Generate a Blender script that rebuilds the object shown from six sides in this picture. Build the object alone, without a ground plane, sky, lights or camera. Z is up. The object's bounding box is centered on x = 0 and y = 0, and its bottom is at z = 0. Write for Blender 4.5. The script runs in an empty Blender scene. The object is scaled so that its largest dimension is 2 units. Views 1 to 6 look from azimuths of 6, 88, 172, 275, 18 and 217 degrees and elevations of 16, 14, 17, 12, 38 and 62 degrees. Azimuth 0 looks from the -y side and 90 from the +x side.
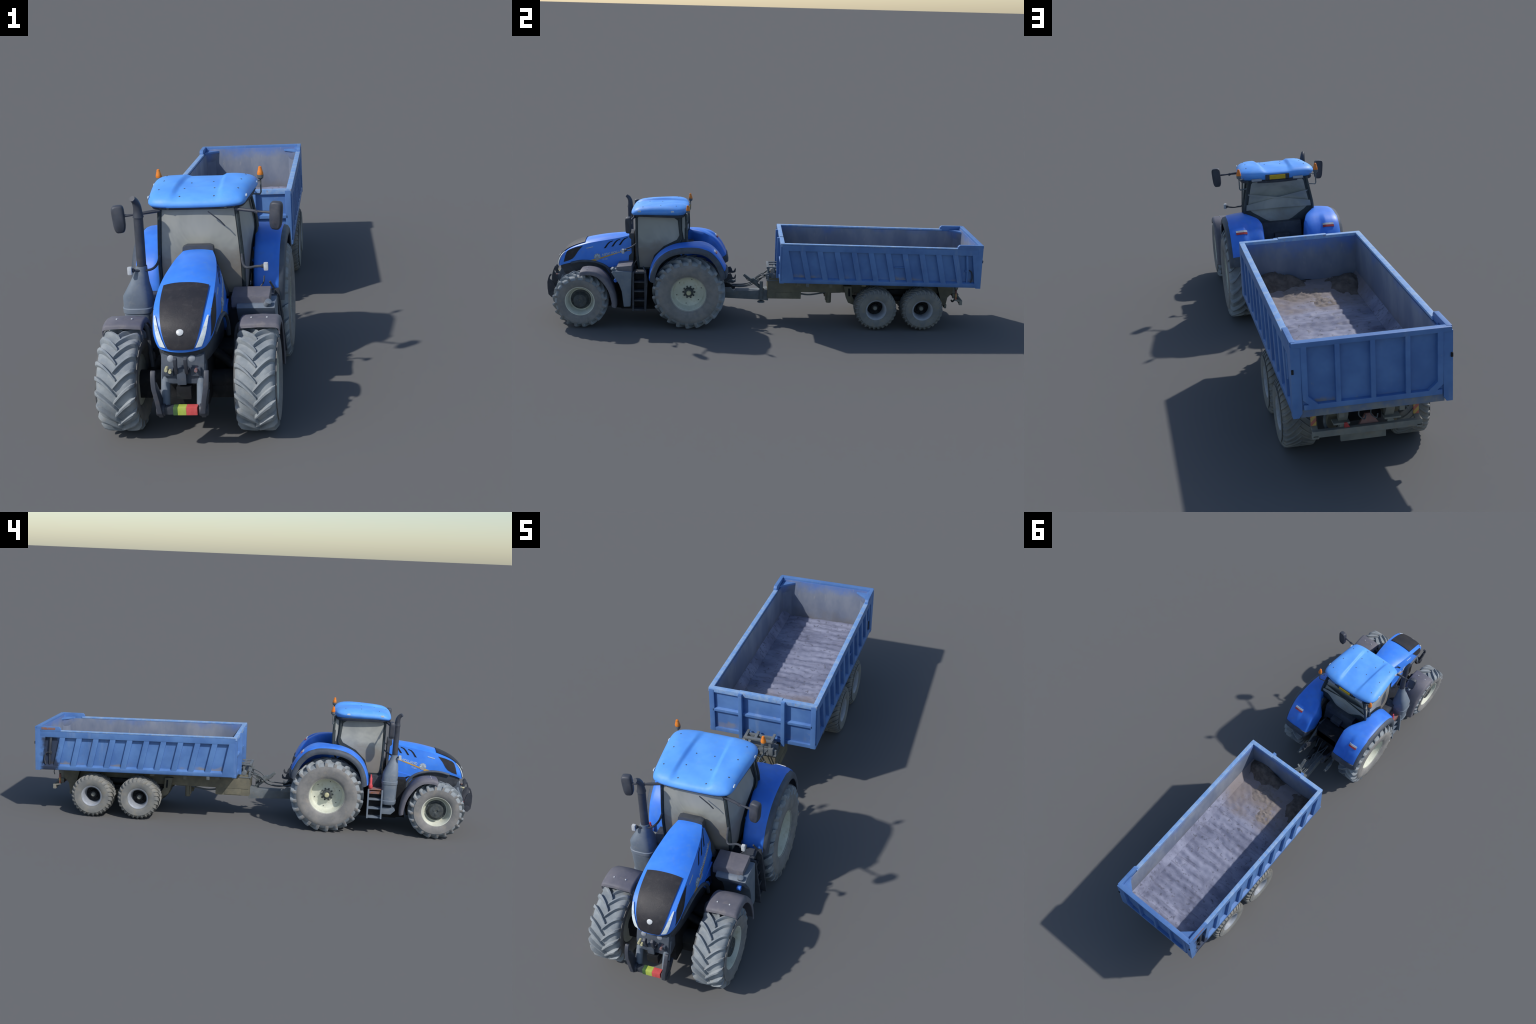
import bpy, bmesh, math, random
from mathutils import Vector, Matrix
from mathutils.bvhtree import BVHTree

random.seed(7)
SC = bpy.context.scene

# ------------------------------------------------------------------ materials
def s2l(c):
    return tuple((x / 12.92 if x <= 0.04045 else ((x + 0.055) / 1.055) ** 2.4) for x in c)

def rgb(r, g, b):
    return s2l((r / 255, g / 255, b / 255)) + (1.0,)

class NT:
    """tiny node-tree helper"""
    def __init__(self, name, rough=0.5, metallic=0.0, spec=0.5):
        self.m = bpy.data.materials.new(name)
        self.m.use_nodes = True
        self.t = self.m.node_tree
        self.b = self.t.nodes["Principled BSDF"]
        self.b.inputs["Roughness"].default_value = rough
        self.b.inputs["Metallic"].default_value = metallic
        self.b.inputs["Specular IOR Level"].default_value = spec
        self.tc = self.n("ShaderNodeTexCoord")
        self.co = self.tc.outputs["Object"]
    def n(self, t, **kw):
        x = self.t.nodes.new(t)
        for k, v in kw.items():
            setattr(x, k, v)
        return x
    def l(self, a, b):
        self.t.links.new(a, b)
    def setin(self, node, key, v):
        if hasattr(v, "is_output"):
            self.l(v, node.inputs[key])
        else:
            node.inputs[key].default_value = v
    def mapping(self, scale=(1, 1, 1), rot=(0, 0, 0)):
        x = self.n("ShaderNodeMapping")
        self.l(self.co, x.inputs["Vector"])
        x.inputs["Scale"].default_value = scale
        x.inputs["Rotation"].default_value = rot
        return x.outputs["Vector"]
    def noise(self, scale, detail=4, rough=0.55, vec=None, dist=0.0):
        x = self.n("ShaderNodeTexNoise")
        self.l(vec or self.co, x.inputs["Vector"])
        x.inputs["Scale"].default_value = scale
        x.inputs["Detail"].default_value = detail
        x.inputs["Roughness"].default_value = rough
        x.inputs["Distortion"].default_value = dist
        return x.outputs["Fac"]
    def ramp(self, fac, a, b):
        """smooth mask: 0 below a, 1 above b (a may exceed b)"""
        x = self.n("ShaderNodeMapRange", interpolation_type='SMOOTHSTEP')
        self.l(fac, x.inputs["Value"])
        x.inputs["From Min"].default_value = a
        x.inputs["From Max"].default_value = b
        return x.outputs["Result"]
    def math(self, op, a, b=0.0):
        x = self.n("ShaderNodeMath", operation=op)
        self.setin(x, 0, a)
        self.setin(x, 1, b)
        return x.outputs[0]
    def xyz(self):
        x = self.n("ShaderNodeSeparateXYZ")
        self.l(self.co, x.inputs[0])
        return x.outputs
    def mix(self, fac, a, b):
        x = self.n("ShaderNodeMix", data_type='RGBA')
        self.setin(x, 0, fac)
        self.setin(x, 6, a)
        self.setin(x, 7, b)
        return x.outputs[2]
    def color(self, c):
        self.setin(self.b, "Base Color", c)
    def bump(self, h, strength=0.3, dist=0.002):
        x = self.n("ShaderNodeBump")
        x.inputs["Strength"].default_value = strength
        x.inputs["Distance"].default_value = dist
        self.l(h, x.inputs["Height"])
        self.l(x.outputs["Normal"], self.b.inputs["Normal"])

def weathered(name, base, var, dirt=None, amt=0.5, scale=14, rough=0.55, metallic=0.0, spec=0.4,
              bump=0.0, stretch=(1, 1, 1)):
    """paint / rubber / steel with two-tone mottling and patchy dirt"""
    k = NT(name, rough, metallic, spec)
    v = k.mapping(stretch)
    n1 = k.noise(scale, 5, 0.6, v)
    c = k.mix(k.ramp(n1, 0.35, 0.68), base, var)
    if dirt:
        n2 = k.noise(scale * 2.3, 6, 0.65, v, 0.4)
        c = k.mix(k.math('MULTIPLY', k.ramp(n2, 0.5, 0.72), amt), c, dirt)
    k.color(c)
    if bump:
        k.bump(k.noise(scale * 12, 3), bump, 0.001)
    return k.m

M = {}
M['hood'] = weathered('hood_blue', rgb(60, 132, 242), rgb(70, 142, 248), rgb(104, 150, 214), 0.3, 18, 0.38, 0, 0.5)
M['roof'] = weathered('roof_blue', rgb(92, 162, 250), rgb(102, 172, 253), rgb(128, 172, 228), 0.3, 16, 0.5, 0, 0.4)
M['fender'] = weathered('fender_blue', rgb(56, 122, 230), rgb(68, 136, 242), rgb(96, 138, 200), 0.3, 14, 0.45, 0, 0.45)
M['black'] = weathered('black_plastic', rgb(56, 60, 68), rgb(70, 75, 83), rgb(98, 100, 104), 0.4, 20, 0.6, 0, 0.35)
M['deep'] = weathered('dark_iron', rgb(24, 26, 30), rgb(34, 37, 42), rgb(60, 60, 60), 0.4, 22, 0.7, 0, 0.3)
M['frame'] = weathered('cab_frame', rgb(44, 52, 56), rgb(56, 66, 70), rgb(84, 90, 90), 0.3, 25, 0.5, 0, 0.4)
M['mudguard'] = weathered('dusty_mudguard', rgb(100, 100, 110), rgb(116, 114, 122), rgb(134, 128, 126), 0.5, 16, 0.6, 0, 0.35)
M['trim'] = weathered('fender_trim', rgb(70, 78, 90), rgb(84, 92, 104), rgb(106, 106, 108), 0.4, 20, 0.6)
M['tank'] = weathered('tank_plastic', rgb(106, 118, 132), rgb(120, 130, 142), rgb(140, 142, 142), 0.5, 18, 0.55)
M['exhaust'] = weathered('exhaust_black', rgb(58, 62, 72), rgb(72, 76, 86), rgb(96, 90, 90), 0.4, 18, 0.5)
M['tyre'] = weathered('dusty_rubber', rgb(126, 126, 126), rgb(144, 142, 140), rgb(156, 148, 136), 0.5, 20, 0.85, 0, 0.15, 0.25)
M['lug'] = weathered('tread_rubber', rgb(130, 138, 145), rgb(154, 160, 164), rgb(160, 156, 148), 0.4, 24, 0.8, 0, 0.2, 0.2)
M['ttyre'] = weathered('trailer_rubber', rgb(120, 122, 122), rgb(138, 137, 132), rgb(142, 134, 116), 0.6, 20, 0.85, 0, 0.15, 0.25)
M['rim'] = weathered('pale_rim', rgb(204, 207, 192), rgb(220, 222, 208), rgb(166, 152, 108), 0.4, 22, 0.5)
M['trim_silver'] = weathered('grey_rim', rgb(150, 156, 166), rgb(168, 172, 178), rgb(110, 108, 100), 0.4, 24, 0.5)
M['hub'] = weathered('hub_iron', rgb(60, 66, 70), rgb(78, 84, 86), rgb(112, 110, 92), 0.4, 40, 0.55)
M['cap'] = weathered('hub_cap', rgb(186, 182, 146), rgb(200, 196, 160), None, 0, 40, 0.5)
M['amber'] = weathered('amber_lens', rgb(226, 122, 36), rgb(240, 142, 52), rgb(170, 86, 40), 0.4, 60, 0.3)
M['redlens'] = weathered('red_lens', rgb(168, 58, 60), rgb(184, 74, 74), None, 0, 60, 0.3)
M['white'] = weathered('white_lens', rgb(186, 190, 194), rgb(206, 210, 212), rgb(150, 152, 152), 0.4, 60, 0.35)
M['headlight'] = weathered('headlight_lens', rgb(196, 210, 218), rgb(222, 232, 236), rgb(120, 132, 140), 0.6, 50, 0.2)
M['yellow'] = weathered('yellow_plate', rgb(196, 162, 30), rgb(206, 172, 40), None, 0, 60, 0.5)
M['lime'] = weathered('lime_tape', rgb(170, 186, 78), rgb(184, 198, 96), None, 0, 60, 0.5)
M['redtape'] = weathered('red_tape', rgb(204, 80, 80), rgb(214, 96, 94), None, 0, 60, 0.5)
M['redpaint'] = weathered('red_paint', rgb(206, 72, 78), rgb(218, 92, 96), rgb(120, 60, 56), 0.4, 60, 0.5)
M['letter'] = weathered('pale_lettering', rgb(178, 196, 214), rgb(196, 210, 222), rgb(130, 160, 196), 0.5, 60, 0.5)
M['stripe'] = weathered('gold_stripe', rgb(206, 158, 62), rgb(214, 170, 76), rgb(150, 140, 100), 0.4, 40, 0.5)
M['grille'] = weathered('dark_grille', rgb(42, 42, 48), rgb(52, 50, 54), rgb(74, 72, 74), 0.35, 26, 0.55, 0, 0.35, 0.3)
M['steel'] = weathered('worn_steel', rgb(92, 100, 104), rgb(112, 118, 120), rgb(92, 76, 66), 0.5, 30, 0.5)
M['chassis'] = weathered('chassis_mud', rgb(108, 106, 94), rgb(124, 120, 104), rgb(136, 126, 104), 0.5, 22, 0.75, 0, 0.25, 0.3)
M['drawbar'] = weathered('drawbar_grey', rgb(100, 108, 114), rgb(116, 122, 126), rgb(128, 120, 106), 0.5, 26, 0.65)
M['beam'] = weathered('bumper_dust', rgb(120, 122, 118), rgb(138, 138, 130), rgb(140, 126, 108), 0.5, 22, 0.7)
M['hose'] = weathered('hose_rubber', rgb(78, 86, 92), rgb(100, 106, 110), None, 0, 40, 0.6)

def glass_mat():
    k = NT('dusty_glass', 0.42, 0, 0.4)
    n = k.noise(7, 4, 0.6, None, 0.6)
    c = k.mix(k.ramp(n, 0.32, 0.66), rgb(138, 142, 140), rgb(168, 169, 163))  # greys lightened to match the brightness baked into the shaded panes
    m = k.noise(11, 5, 0.6, None, 1.2)
    x, y, z = k.xyz()
    low = k.ramp(k.math('ADD', z, k.math('MULTIPLY', m, 0.12)), 0.455, 0.40)
    c = k.mix(k.math('MULTIPLY', low, 0.65), c, rgb(132, 121, 108))
    k.color(c)
    return k.m
M['glass'] = glass_mat()

def trailer_paint(name, ledge):
    """trailer blue: scuffed, pale runs, tan dust on the lower ledges, a grease stain at the rear left"""
    k = NT(name, 0.5, 0, 0.4)
    n = k.noise(9, 5, 0.6)
    c = k.mix(k.ramp(n, 0.33, 0.7), rgb(80, 118, 176), rgb(96, 136, 192))
    streak = k.noise(22, 4, 0.6, k.mapping((1, 1, 0.16)))
    c = k.mix(k.math('MULTIPLY', k.ramp(streak, 0.58, 0.78), 0.45), c, rgb(130, 154, 188))
    sc = k.noise(55, 5, 0.7)
    c = k.mix(k.math('MULTIPLY', k.ramp(sc, 0.62, 0.74), 0.5), c, rgb(146, 152, 158))
    x, y, z = k.xyz()
    if ledge:
        d = k.noise(26, 5, 0.65)
        zz = k.math('ADD', k.math('ADD', z, k.math('MULTIPLY', y, 0.0145)), k.math('MULTIPLY', d, -0.05))
        m = k.ramp(zz, 0.241, 0.222)
        yy = k.ramp(k.noise(6, 3), 0.42, 0.56)
        c = k.mix(k.math('MULTIPLY', k.math('MULTIPLY', m, yy), 0.85), c, rgb(150, 140, 124))
    g = k.noise(30, 5, 0.6)
    gy = k.math('ADD', y, k.math('MULTIPLY', k.math('SUBTRACT', g, 0.5), 0.06))
    gm = k.math('MULTIPLY', k.ramp(gy, 0.884, 0.902), k.ramp(gy, 0.972, 0.950))
    gm = k.math('MULTIPLY', gm, k.ramp(x, -0.175, -0.185))
    gm = k.math('MULTIPLY', gm, k.ramp(z, 0.366, 0.352))
    c = k.mix(k.math('MULTIPLY', gm, 0.85), c, rgb(48, 48, 52))
    k.color(c)
    return k.m
M['tblue'] = trailer_paint('trailer_blue', False)
M['tpanel'] = trailer_paint('trailer_panel_blue', True)

def rim_top_mat():
    k = NT('scuffed_rail', 0.5, 0, 0.4)
    n = k.noise(40, 5, 0.65)
    c = k.mix(k.ramp(n, 0.3, 0.75), rgb(112, 156, 214), rgb(156, 182, 212))
    n2 = k.noise(90, 4, 0.6)
    c = k.mix(k.math('MULTIPLY', k.ramp(n2, 0.6, 0.7), 0.7), c, rgb(160, 140, 130))
    k.color(c)
    return k.m
M['rail'] = rim_top_mat()

def inner_wall_mat():
    k = NT('scraped_inner_wall', 0.6, 0, 0.3)
    n = k.noise(10, 5, 0.6, k.mapping((1, 1, 0.5)))
    c = k.mix(k.ramp(n, 0.3, 0.7), rgb(112, 122, 142), rgb(140, 146, 158))
    x, y, z = k.xyz()
    t = k.noise(14, 5, 0.65)
    zz = k.math('ADD', z, k.math('MULTIPLY', k.math('SUBTRACT', t, 0.5), 0.14))
    end = k.math('ADD', k.ramp(y, 0.24, 0.10), k.ramp(y, 0.90, 0.97))
    zz = k.math('ADD', zz, k.math('MULTIPLY', end, 0.022))
    c = k.mix(k.math('MULTIPLY', k.ramp(zz, 0.362, 0.440), 0.7), c, rgb(72, 116, 192))
    c = k.mix(k.math('MULTIPLY', k.ramp(zz, 0.30, 0.24), 0.6), c, rgb(120, 116, 112))
    sc = k.noise(45, 5, 0.7, k.mapping((1, 1, 0.3)))
    c = k.mix(k.math('MULTIPLY', k.ramp(sc, 0.6, 0.75), 0.4), c, rgb(168, 168, 164))
    k.color(c)
    return k.m
M['inner'] = inner_wall_mat()

def floor_mat():
    k = NT('scraped_floor', 0.6, 0, 0.3)
    n = k.noise(12, 6, 0.65, k.mapping((0.45, 1, 1)))
    c = k.mix(k.ramp(n, 0.3, 0.7), rgb(112, 116, 138), rgb(150, 154, 176))
    sp = k.noise(60, 4, 0.6)
    c = k.mix(k.math('MULTIPLY', k.ramp(sp, 0.57, 0.67), 0.75), c, rgb(92, 94, 108))
    rg = k.noise(30, 4, 0.6, k.mapping((0.22, 1.6, 1)), 0.3)
    c = k.mix(k.math('MULTIPLY', k.ramp(rg, 0.54, 0.68), 0.55), c, rgb(98, 100, 118))  # ripple shading darkened into the colour, in streaks across the bed
    x, y, z = k.xyz()
    m = k.noise(8, 5, 0.6, None, 0.5)
    yy = k.math('ADD', y, k.math('MULTIPLY', k.math('SUBTRACT', m, 0.5), 0.5))
    c = k.mix(k.math('MULTIPLY', k.ramp(yy, 0.42, 0.22), 0.8), c, rgb(138, 128, 124))
    k.color(c)
    k.bump(k.noise(70, 4), 0.3, 0.002)
    return k.m
M['floor'] = floor_mat()
M['mud'] = weathered('dark_mud', rgb(94, 86, 81), rgb(116, 107, 100), rgb(128, 114, 102), 0.6, 40, 0.95, 0, 0.1, 0.5)
M['dust'] = weathered('dry_mud', rgb(134, 126, 122), rgb(146, 138, 134), rgb(116, 107, 102), 0.5, 40, 0.95, 0, 0.1, 0.4)
M['rust'] = weathered('rusty_plate', rgb(150, 100, 72), rgb(120, 110, 120), rgb(90, 120, 180), 0.5, 50, 0.8)

def warn_mat():
    k = NT('warning_stripes', 0.5)
    w = k.n("ShaderNodeTexWave", wave_type='BANDS', bands_direction='DIAGONAL')
    k.l(k.co, w.inputs["Vector"])
    w.inputs["Scale"].default_value = 26
    n = k.noise(50, 4)
    c = k.mix(k.ramp(w.outputs["Fac"], 0.45, 0.55), rgb(200, 166, 90), rgb(188, 106, 92))
    c = k.mix(k.math('MULTIPLY', k.ramp(n, 0.5, 0.7), 0.5), c, rgb(120, 116, 110))
    k.color(c)
    return k.m
M['warn'] = warn_mat()
M['redplate'] = weathered('faded_red_plate', rgb(128, 96, 92), rgb(146, 112, 106), rgb(170, 84, 80), 0.6, 30, 0.7)

# ------------------------------------------------------------------ geometry helpers
def lerp(a, b, t):
    return a + (b - a) * t

def smooth(t):
    t = max(0.0, min(1.0, t))
    return t * t * (3 - 2 * t)

def curve(pts, n):
    """Catmull-Rom through control points, n samples"""
    P = [Vector(p) for p in pts]
    P = [P[0] * 2 - P[1]] + P + [P[-1] * 2 - P[-2]]
    m = len(P) - 3
    out = []
    for i in range(n):
        u = i / (n - 1) * m
        j = min(int(u), m - 1)
        t = u - j
        a, b, c, d = P[j], P[j + 1], P[j + 2], P[j + 3]
        out.append(0.5 * ((2 * b) + (c - a) * t + (2 * a - 5 * b + 4 * c - d) * t * t + (3 * b - a - 3 * c + d) * t ** 3))
    return out

def table(tab, x):
    """piecewise-linear lookup in a short list of (x, value)"""
    if x <= tab[0][0]:
        return tab[0][1]
    for (a, p), (b, q) in zip(tab, tab[1:]):
        if x <= b:
            return lerp(p, q, (x - a) / (b - a))
    return tab[-1][1]

class G:
    def __init__(self):
        self.v, self.f = [], []
    def add(self, vs, fs):
        o = len(self.v)
        self.v += [Vector(p) for p in vs]
        self.f += [tuple(i + o for i in q) for q in fs]
        return self
    def box(self, lo, hi, rot=None, taper=None):
        c = (Vector(lo) + Vector(hi)) / 2
        h = (Vector(hi) - Vector(lo)) / 2
        vs = []
        for z in (-1, 1):
            for x, y in ((-1, -1), (1, -1), (1, 1), (-1, 1)):
                k = taper if (taper and z < 0) else (1, 1)
                p = Vector((x * h.x * k[0], y * h.y * k[1], z * h.z))
                if rot:
                    p = rot @ p
                vs.append(c + p)
        return self.add(vs, [(3, 2, 1, 0), (4, 5, 6, 7), (0, 1, 5, 4), (1, 2, 6, 5), (2, 3, 7, 6), (3, 0, 4, 7)])
    def bar(self, a, b, w, h, up=(0, 0, 1)):
        """rectangular bar from a to b"""
        a, b = Vector(a), Vector(b)
        d = (b - a).normalized()
        s = d.cross(Vector(up)).normalized()
        u = s.cross(d)
        vs = [p + s * (i * w / 2) + u * (j * h / 2) for p in (a, b) for i, j in ((-1, -1), (1, -1), (1, 1), (-1, 1))]
        return self.add(vs, [(3, 2, 1, 0), (4, 5, 6, 7), (0, 1, 5, 4), (1, 2, 6, 5), (2, 3, 7, 6), (3, 0, 4, 7)])
    def prism(self, poly, axis, lo, hi):
        """polygon in the two other axes, extruded along axis"""
        def put(p, t):
            q = list(p)
            q.insert(axis, t)
            return q
        n = len(poly)
        vs = [put(p, lo) for p in poly] + [put(p, hi) for p in poly]
        fs = [tuple(range(n)), tuple(range(2 * n - 1, n - 1, -1))]
        fs += [(i, i + n, (i + 1) % n + n, (i + 1) % n) for i in range(n)]
        return self.add(vs, fs)
    def tube(self, pts, r, n=10, sub=0):
        P = curve(pts, sub) if sub else [Vector(p) for p in pts]
        rs = r if isinstance(r, (list, tuple)) else None
        m = len(P)
        vs, fs = [], []
        ref = None
        for i, p in enumerate(P):
            d = (P[min(i + 1, m - 1)] - P[max(i - 1, 0)]).normalized()
            if ref is None:
                ref = d.orthogonal().normalized()
            s = (ref - d * ref.dot(d)).normalized()
            ref = s
            u = d.cross(s)
            rad = r
            if rs:
                w = i / (m - 1) * (len(rs) - 1)
                j0 = min(int(w), len(rs) - 2)
                rad = lerp(rs[j0], rs[j0 + 1], w - j0)
            vs += [p + (s * math.cos(a) + u * math.sin(a)) * rad for a in [2 * math.pi * j / n for j in range(n)]]
        for i in range(m - 1):
            for j in range(n):
                fs.append((i * n + j, i * n + (j + 1) % n, (i + 1) * n + (j + 1) % n, (i + 1) * n + j))
        fs.append(tuple(range(n - 1, -1, -1)))
        fs.append(tuple(range((m - 1) * n, m * n)))
        return self.add(vs, fs)
    def lathe(self, prof, n=48, c=(0, 0, 0), axis=0):
        """profile of (offset along axis, radius), revolved"""
        c = Vector(c)
        vs, fs = [], []
        for x, r in prof:
            for j in range(n):
                a = 2 * math.pi * j / n
                p = [r * math.cos(a), r * math.sin(a)]
                p.insert(axis, x)
                vs.append(c + Vector(p))
        m = len(prof)
        for i in range(m - 1):
            for j in range(n):
                fs.append((i * n + j, i * n + (j + 1) % n, (i + 1) * n + (j + 1) % n, (i + 1) * n + j))
        if prof[0][1] > 0:
            fs.append(tuple(range(n)))
        if prof[-1][1] > 0:
            fs.append(tuple(range((m - 1) * n + n - 1, (m - 1) * n - 1, -1)))
        return self.add(vs, fs)
    def grid(self, rows):
        n = len(rows[0])
        vs = [p for r in rows for p in r]
        fs = [(i * n + j, i * n + j + 1, (i + 1) * n + j + 1, (i + 1) * n + j)
              for i in range(len(rows) - 1) for j in range(n - 1)]
        return self.add(vs, fs)
    def loft(self, rings):
        """closed rings, capped"""
        n = len(rings[0])
        vs = [p for r in rings for p in r]
        m = len(rings)
        fs = [(i * n + j, i * n + (j + 1) % n, (i + 1) * n + (j + 1) % n, (i + 1) * n + j)
              for i in range(m - 1) for j in range(n)]
        fs += [tuple(range(n - 1, -1, -1)), tuple(range((m - 1) * n, m * n))]
        return self.add(vs, fs)
    def mirror(self):
        o = len(self.v)
        self.v += [Vector((-p.x, p.y, p.z)) for p in self.v]
        self.f += [tuple(i + o for i in reversed(q)) for q in self.f]
        return self
    def warp(self, fn):
        self.v = [Vector(fn(p)) for p in self.v]
        return self

def mesh_from(g, name, mats, bevel=0.0, smooth_angle=35, thick=0.0, seg=2):
    me = bpy.data.meshes.new(name)
    bm = bmesh.new()
    vv = [bm.verts.new(p) for p in g.v]
    for q in g.f:
        if len(set(q)) >= 3:
            try:
                bm.faces.new([vv[i] for i in q])
            except ValueError:
                pass
    bmesh.ops.remove_doubles(bm, verts=bm.verts, dist=1e-5)
    bmesh.ops.recalc_face_normals(bm, faces=bm.faces)
    if thick:
        # sheet: second skin pushed along the vertex normals, joined round the rim
        bm.normal_update()
        base = list(bm.verts)
        faces = list(bm.faces)
        rim = [e for e in bm.edges if len(e.link_faces) == 1]
        twin = {v: bm.verts.new(v.co - v.normal * thick) for v in base}
        for f in faces:
            bm.faces.new([twin[v] for v in reversed(f.verts)])
        for e in rim:
            a, b = e.verts
            try:
                bm.faces.new([a, b, twin[b], twin[a]])
            except ValueError:
                pass
        bmesh.ops.recalc_face_normals(bm, faces=bm.faces)
    if bevel:
        ed = [e for e in bm.edges if len(e.link_faces) == 2 and e.calc_face_angle(0) > math.radians(35)]
        bmesh.ops.bevel(bm, geom=ed, offset=bevel, segments=seg, profile=0.7, affect='EDGES', clamp_overlap=True)
    bm.to_mesh(me)
    bm.free()
    for m in (mats if isinstance(mats, (list, tuple)) else [mats]):
        me.materials.append(m)
    me.polygons.foreach_set("use_smooth", [True] * len(me.polygons))
    me.set_sharp_from_angle(angle=math.radians(smooth_angle))
    me.update()
    return me

def put(name, me, parent=None, loc=None, rot=None):
    o = bpy.data.objects.new(name, me)
    SC.collection.objects.link(o)
    if parent is not None:
        o.parent = parent
        if loc is None:
            o.matrix_parent_inverse = Matrix.Translation(-world_loc(parent))
    if loc is not None:
        o.location = Vector(loc) - (world_loc(parent) if parent else Vector())
    if rot:
        o.rotation_euler = rot
    return o

def world_loc(o):
    p = Vector(o.location)
    if o.parent:
        p = p + world_loc(o.parent)
    return p

def obj(g, name, mat, parent, bevel=0.0, smooth_angle=35, thick=0.0, seg=2):
    return put(name, mesh_from(g, name, mat, bevel, smooth_angle, thick, seg), parent)

def empty(name, loc, parent=None):
    o = bpy.data.objects.new(name, None)
    o.empty_display_size = 0.05
    SC.collection.objects.link(o)
    if parent:
        o.parent = parent
        o.location = Vector(loc) - world_loc(parent)
    else:
        o.location = loc
    return o

def bvh_of(*objs):
    vs, fs = [], []
    for o in objs:
        k = len(vs)
        vs += [v.co.copy() for v in o.data.vertices]
        fs += [[i + k for i in p.vertices] for p in o.data.polygons]
    return BVHTree.FromPolygons(vs, fs)

def project(pts, faces, lift, thick, bvh, ray):
    """lay a flat outline (list of 2D points + faces) on a surface; ray(p) gives origin and direction"""
    top, bot = [], []
    for p in pts:
        o, d = ray(p)
        o, d = Vector(o), Vector(d).normalized()
        hit = bvh.ray_cast(o, d)[0]
        if hit is None:
            near = bvh.find_nearest(o + d * 0.9)[0]
            hit = near if near is not None else o
            hit = Vector(hit)
        top.append(hit - d * lift)
        bot.append(hit - d * (lift - thick))
    return top, bot

def patch(name, poly, ray, bvh, lift, thick, mat, parent, cuts=3, seg_len=0.012):
    """a thin panel with the given 2D outline, laid on the surface below it"""
    bm = bmesh.new()
    loop = []
    n = len(poly)
    for i in range(n):
        a, b = Vector(poly[i]), Vector(poly[(i + 1) % n])
        k = max(1, int((b - a).length / seg_len))
        for j in range(k):
            loop.append(a.lerp(b, j / k))
    vs = [bm.verts.new((p.x, p.y, 0)) for p in loop]
    f = bm.faces.new(vs)
    lo = [min(p[i] for p in loop) for i in (0, 1)]
    hi = [max(p[i] for p in loop) for i in (0, 1)]
    for ax in (0, 1):
        t = lo[ax] + seg_len
        while t < hi[ax] - 1e-4:
            co = [0, 0, 0]; no = [0, 0, 0]
            co[ax] = t; no[ax] = 1
            bmesh.ops.bisect_plane(bm, geom=list(bm.verts) + list(bm.edges) + list(bm.faces), plane_co=co, plane_no=no)
            t += seg_len
    bmesh.ops.triangulate(bm, faces=list(bm.faces))
    bm.verts.index_update()
    pts = [(v.co.x, v.co.y) for v in bm.verts]
    fs = [tuple(v.index for v in q.verts) for q in bm.faces]
    rim = [tuple(v.index for v in e.verts) for e in bm.edges if len(e.link_faces) == 1]
    bm.free()
    top, bot = project(pts, fs, lift, thick, bvh, ray)
    g = G()
    m = len(top)
    g.add(top + bot, fs + [tuple(i + m for i in reversed(q)) for q in fs] + [(a, b, b + m, a + m) for a, b in rim])
    return obj(g, name, mat, parent, 0, 40)

def lettering(name, text, size, to2d, ray, bvh, mat, parent, lift=0.0012):
    cu = bpy.data.curves.new(name, 'FONT')
    cu.body = text
    cu.size = size
    cu.resolution_u = 2
    cu.offset = size * 0.02
    o = bpy.data.objects.new(name, cu)
    SC.collection.objects.link(o)
    bpy.context.view_layer.update()
    me = o.to_mesh()
    pts = [to2d(v.co.x, v.co.y) for v in me.vertices]
    fs = [tuple(p.vertices) for p in me.polygons]
    o.to_mesh_clear()
    bpy.data.objects.remove(o)
    cnt = {}
    for q in fs:
        for i in range(len(q)):
            e = tuple(sorted((q[i], q[(i + 1) % len(q)])))
            cnt[e] = cnt.get(e, 0) + 1
    rim = [e for e, c in cnt.items() if c == 1]
    top, bot = project(pts, fs, lift, 0.0012, bvh, ray)
    m = len(top)
    g = G().add(top + bot, fs + [tuple(i + m for i in reversed(q)) for q in fs] + [(a, b, b + m, a + m) for a, b in rim])
    return obj(g, name, mat, parent, 0, 40)

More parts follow.
